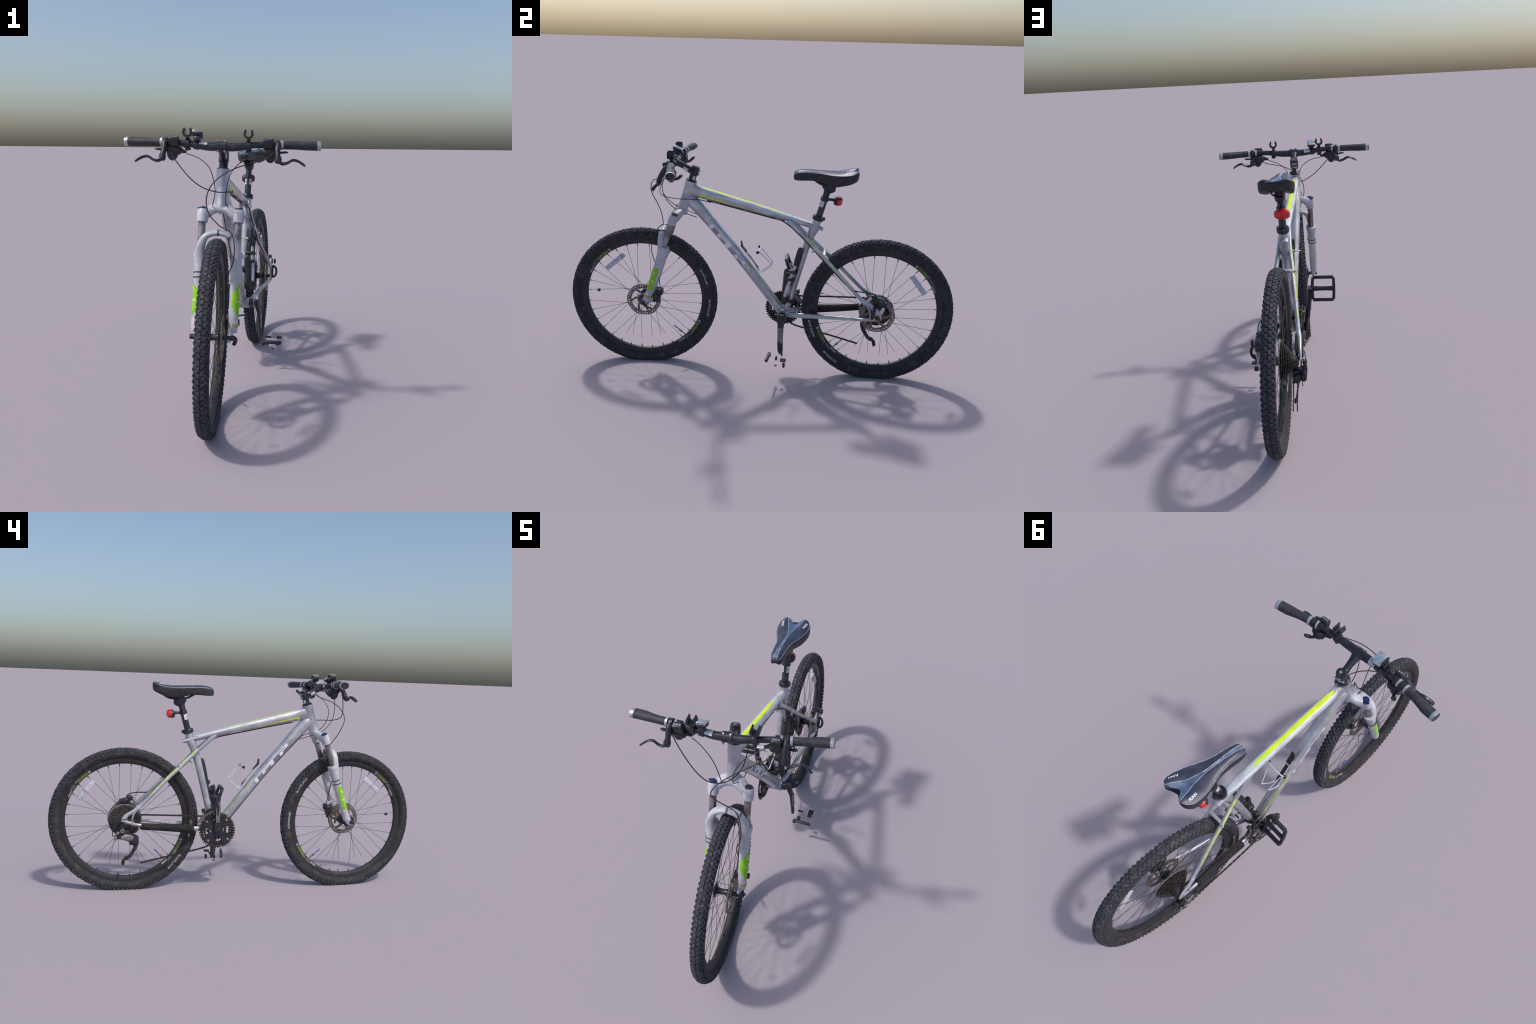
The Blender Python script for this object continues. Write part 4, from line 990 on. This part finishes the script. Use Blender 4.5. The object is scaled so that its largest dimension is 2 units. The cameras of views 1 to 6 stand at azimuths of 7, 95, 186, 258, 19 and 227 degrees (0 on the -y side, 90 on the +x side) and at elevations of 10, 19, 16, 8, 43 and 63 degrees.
# front derailleur
FD = empty('front_derailleur', (-.02, .16, .42), ROOT)
gs = Geo().add(lathe((.0045, .160, .392), (0, .27, .96), [(.0190, 0), (.0225, .001), (.0225, .019), (.0190, .020)], 24)).add(box((-.026, .158, .415), (.030, .034, .036), None, .008)).add(box((-.018, .138, .452), (.022, .026, .040), None, .007)).add(box((.005, .135, .405), (.030, .022, .026), None, .006))
gs.make('derailleur_body', 'black', FD)
gs = Geo()
for x, k in ((-.050, 1.0), (-.034, .9)):
    pp = [CR.P(.104 + .006 * k, math.radians(a), 0) for a in range(18, 96, 8)] + [CR.P(.086, math.radians(a), 0) for a in range(95, 25, -8)]
    gs.add(slab([(p[1], p[2]) for p in pp], (x, 0, 0), (0, 1, 0), (0, 0, 1), .0025, .0006))
gs.add(box((-.042, .232, .376), (.018, .006, .014), None, .001)).add(box((-.042, .200, .425), (.020, .02, .014), None, .003))
gs.make('derailleur_cage', 'crank_face', FD)
gs = Geo().add(Tube([(-.030, .160, .438, .008, .008), (-.045, .178, .436, .008, .008), (-.060, .196, .428, .004, .010)], ref=(0, 0, 1)).geo()).add(box((-.040, .203, .438), (.022, .018, .016), None, .003))
gs.make('derailleur_arm', 'black', FD)
# rear brake caliper (left, above the axle)
RB = empty('rear_brake', (.11, .6, .46), ROOT)
gs = Geo().add(box((.092, .615, .462), (.044, .056, .034), [V(1, 0, 0), unit(V(0, 1, -.28)), unit(V(0, .28, 1))], .010, 3)).add(box((.092, .588, .480), (.034, .034, .028), None, .008, 3)).add(rod((.120, .622, .460), (.130, .622, .460), .014)).add(box((.096, .645, .446), (.030, .024, .024), None, .007)).add(rod((.104, .580, .478), (.106, .602, .494), .005))
gs.make('brake_caliper', 'black', RB)
gs = Geo()
ring_ = [V(.118 + .020 * math.sin(a) * (1 if math.sin(a) > 0 else .2), .590 + .006 * math.cos(a), .405 + .030 * math.cos(a)) for a in np.linspace(0, 2 * PI, 20, False)]
gs.add(wire(ring_, .0062, 8, 2, True, True)); gs.add(rod((.098, .612, .377), (.118, .612, .376), .012))
gs.make('skewer_lever', 'black', RB)
make('skewer_nut', *rod(WR.P(0, 0, -.100), WR.P(0, 0, -.118), .011, .009), 'black_metal', RB)

# ------------------------------------------------------------------ bottle cage
BC = empty('bottle_cage', (.003, -.03, .61), ROOT)
gs = Geo()
for sg in (-1, 1):
    x = .003 + sg * .012; xo = .006 + sg * .020
    gs.add(wire([(x, -.085, .670), (x, -.045, .622), (x, -.016, .579), (x, -.006, .560), (x + sg * .002, .002, .552), (x + sg * .004, .024, .562), (xo, .058, .590), (xo, .064, .598), (xo + sg * .002, .061, .606), (.008 + sg * .034, .020, .652), (.008 + sg * .040, .006, .668), (.008 + sg * .047, -.004, .672)], .0026, 8, 8))
ring_ = [V(.008 + .051 * math.cos(a), -.006 + .012 * math.sin(a), .672 + .010 * math.sin(a)) for a in np.linspace(PI, 0, 15)]
gs.add(wire(ring_, .0036, 8, 3))
gs.make('cage_wire', 'cage_paint', BC)
gs = Geo()
for sg in (-1, 1): gs.add(ball((.008 + sg * .050, -.006, .672), .0085, 8))
gs.make('cage_tip', 'black', BC)
gs = Geo().add(box((.003, -.083, .673), (.026, .048, .007), [V(1, 0, 0), unit(V(0, .63, -.77)), unit(V(0, .77, .63))], .003)).add(box((.003, -.094, .698), (.022, .007, .030), [V(1, 0, 0), unit(V(0, .9, .2)), unit(V(0, -.2, .9))], .003))
gs.add(box((.003, -.035, .606), (.018, .090, .005), [V(1, 0, 0), unit(V(0, .63, -.77)), unit(V(0, .77, .63))], .002))
gs.make('cage_mount', 'black', BC)
# ------------------------------------------------------------------ frame pump on the seat tube
PM = empty('frame_pump', (.03, .18, .56), ROOT)
gs = Geo().add(Tube([(.042, .213, .705, .004, .004), (.042, .210, .697, .013, .013), (.040, .203, .665, .014, .0155), (.038, .194, .625, .014, .0155), (.036, .186, .590, .012, .013), (.036, .184, .582, .006, .007)]).geo())
gs.make('pump_handle', 'black', PM)
make('pump_barrel', *Tube([(.048, .188, .610, .0085, .0085), (.054, .165, .540, .0095, .0095), (.058, .142, .455, .0095, .0095), (.058, .138, .440, .006, .006)]).geo(), 'silver', PM)
gs = Geo()
for c in ((.042, .181, .576), (.042, .168, .536)):
    gs.add(box(c, (.052, .040, .018), [V(1, 0, 0), unit(V(0, 1, -.28)), unit(V(0, .28, 1))], .006))
gs.add(Tube([(.028, .149, .562, .008, .008), (.028, .147, .556, .0130, .0130), (.032, .143, .52, .0140, .0140), (.038, .138, .45, .0145, .0145), (.042, .135, .405, .0140, .0140), (.042, .134, .398, .009, .009)]).geo())
gs.add(box((.018, .150, .500), (.040, .036, .030), None, .008)).add(box((.022, .146, .420), (.044, .036, .026), None, .007))
gs.make('pump_bracket', 'black', PM)

for o in bpy.data.objects: o.select_set(False)
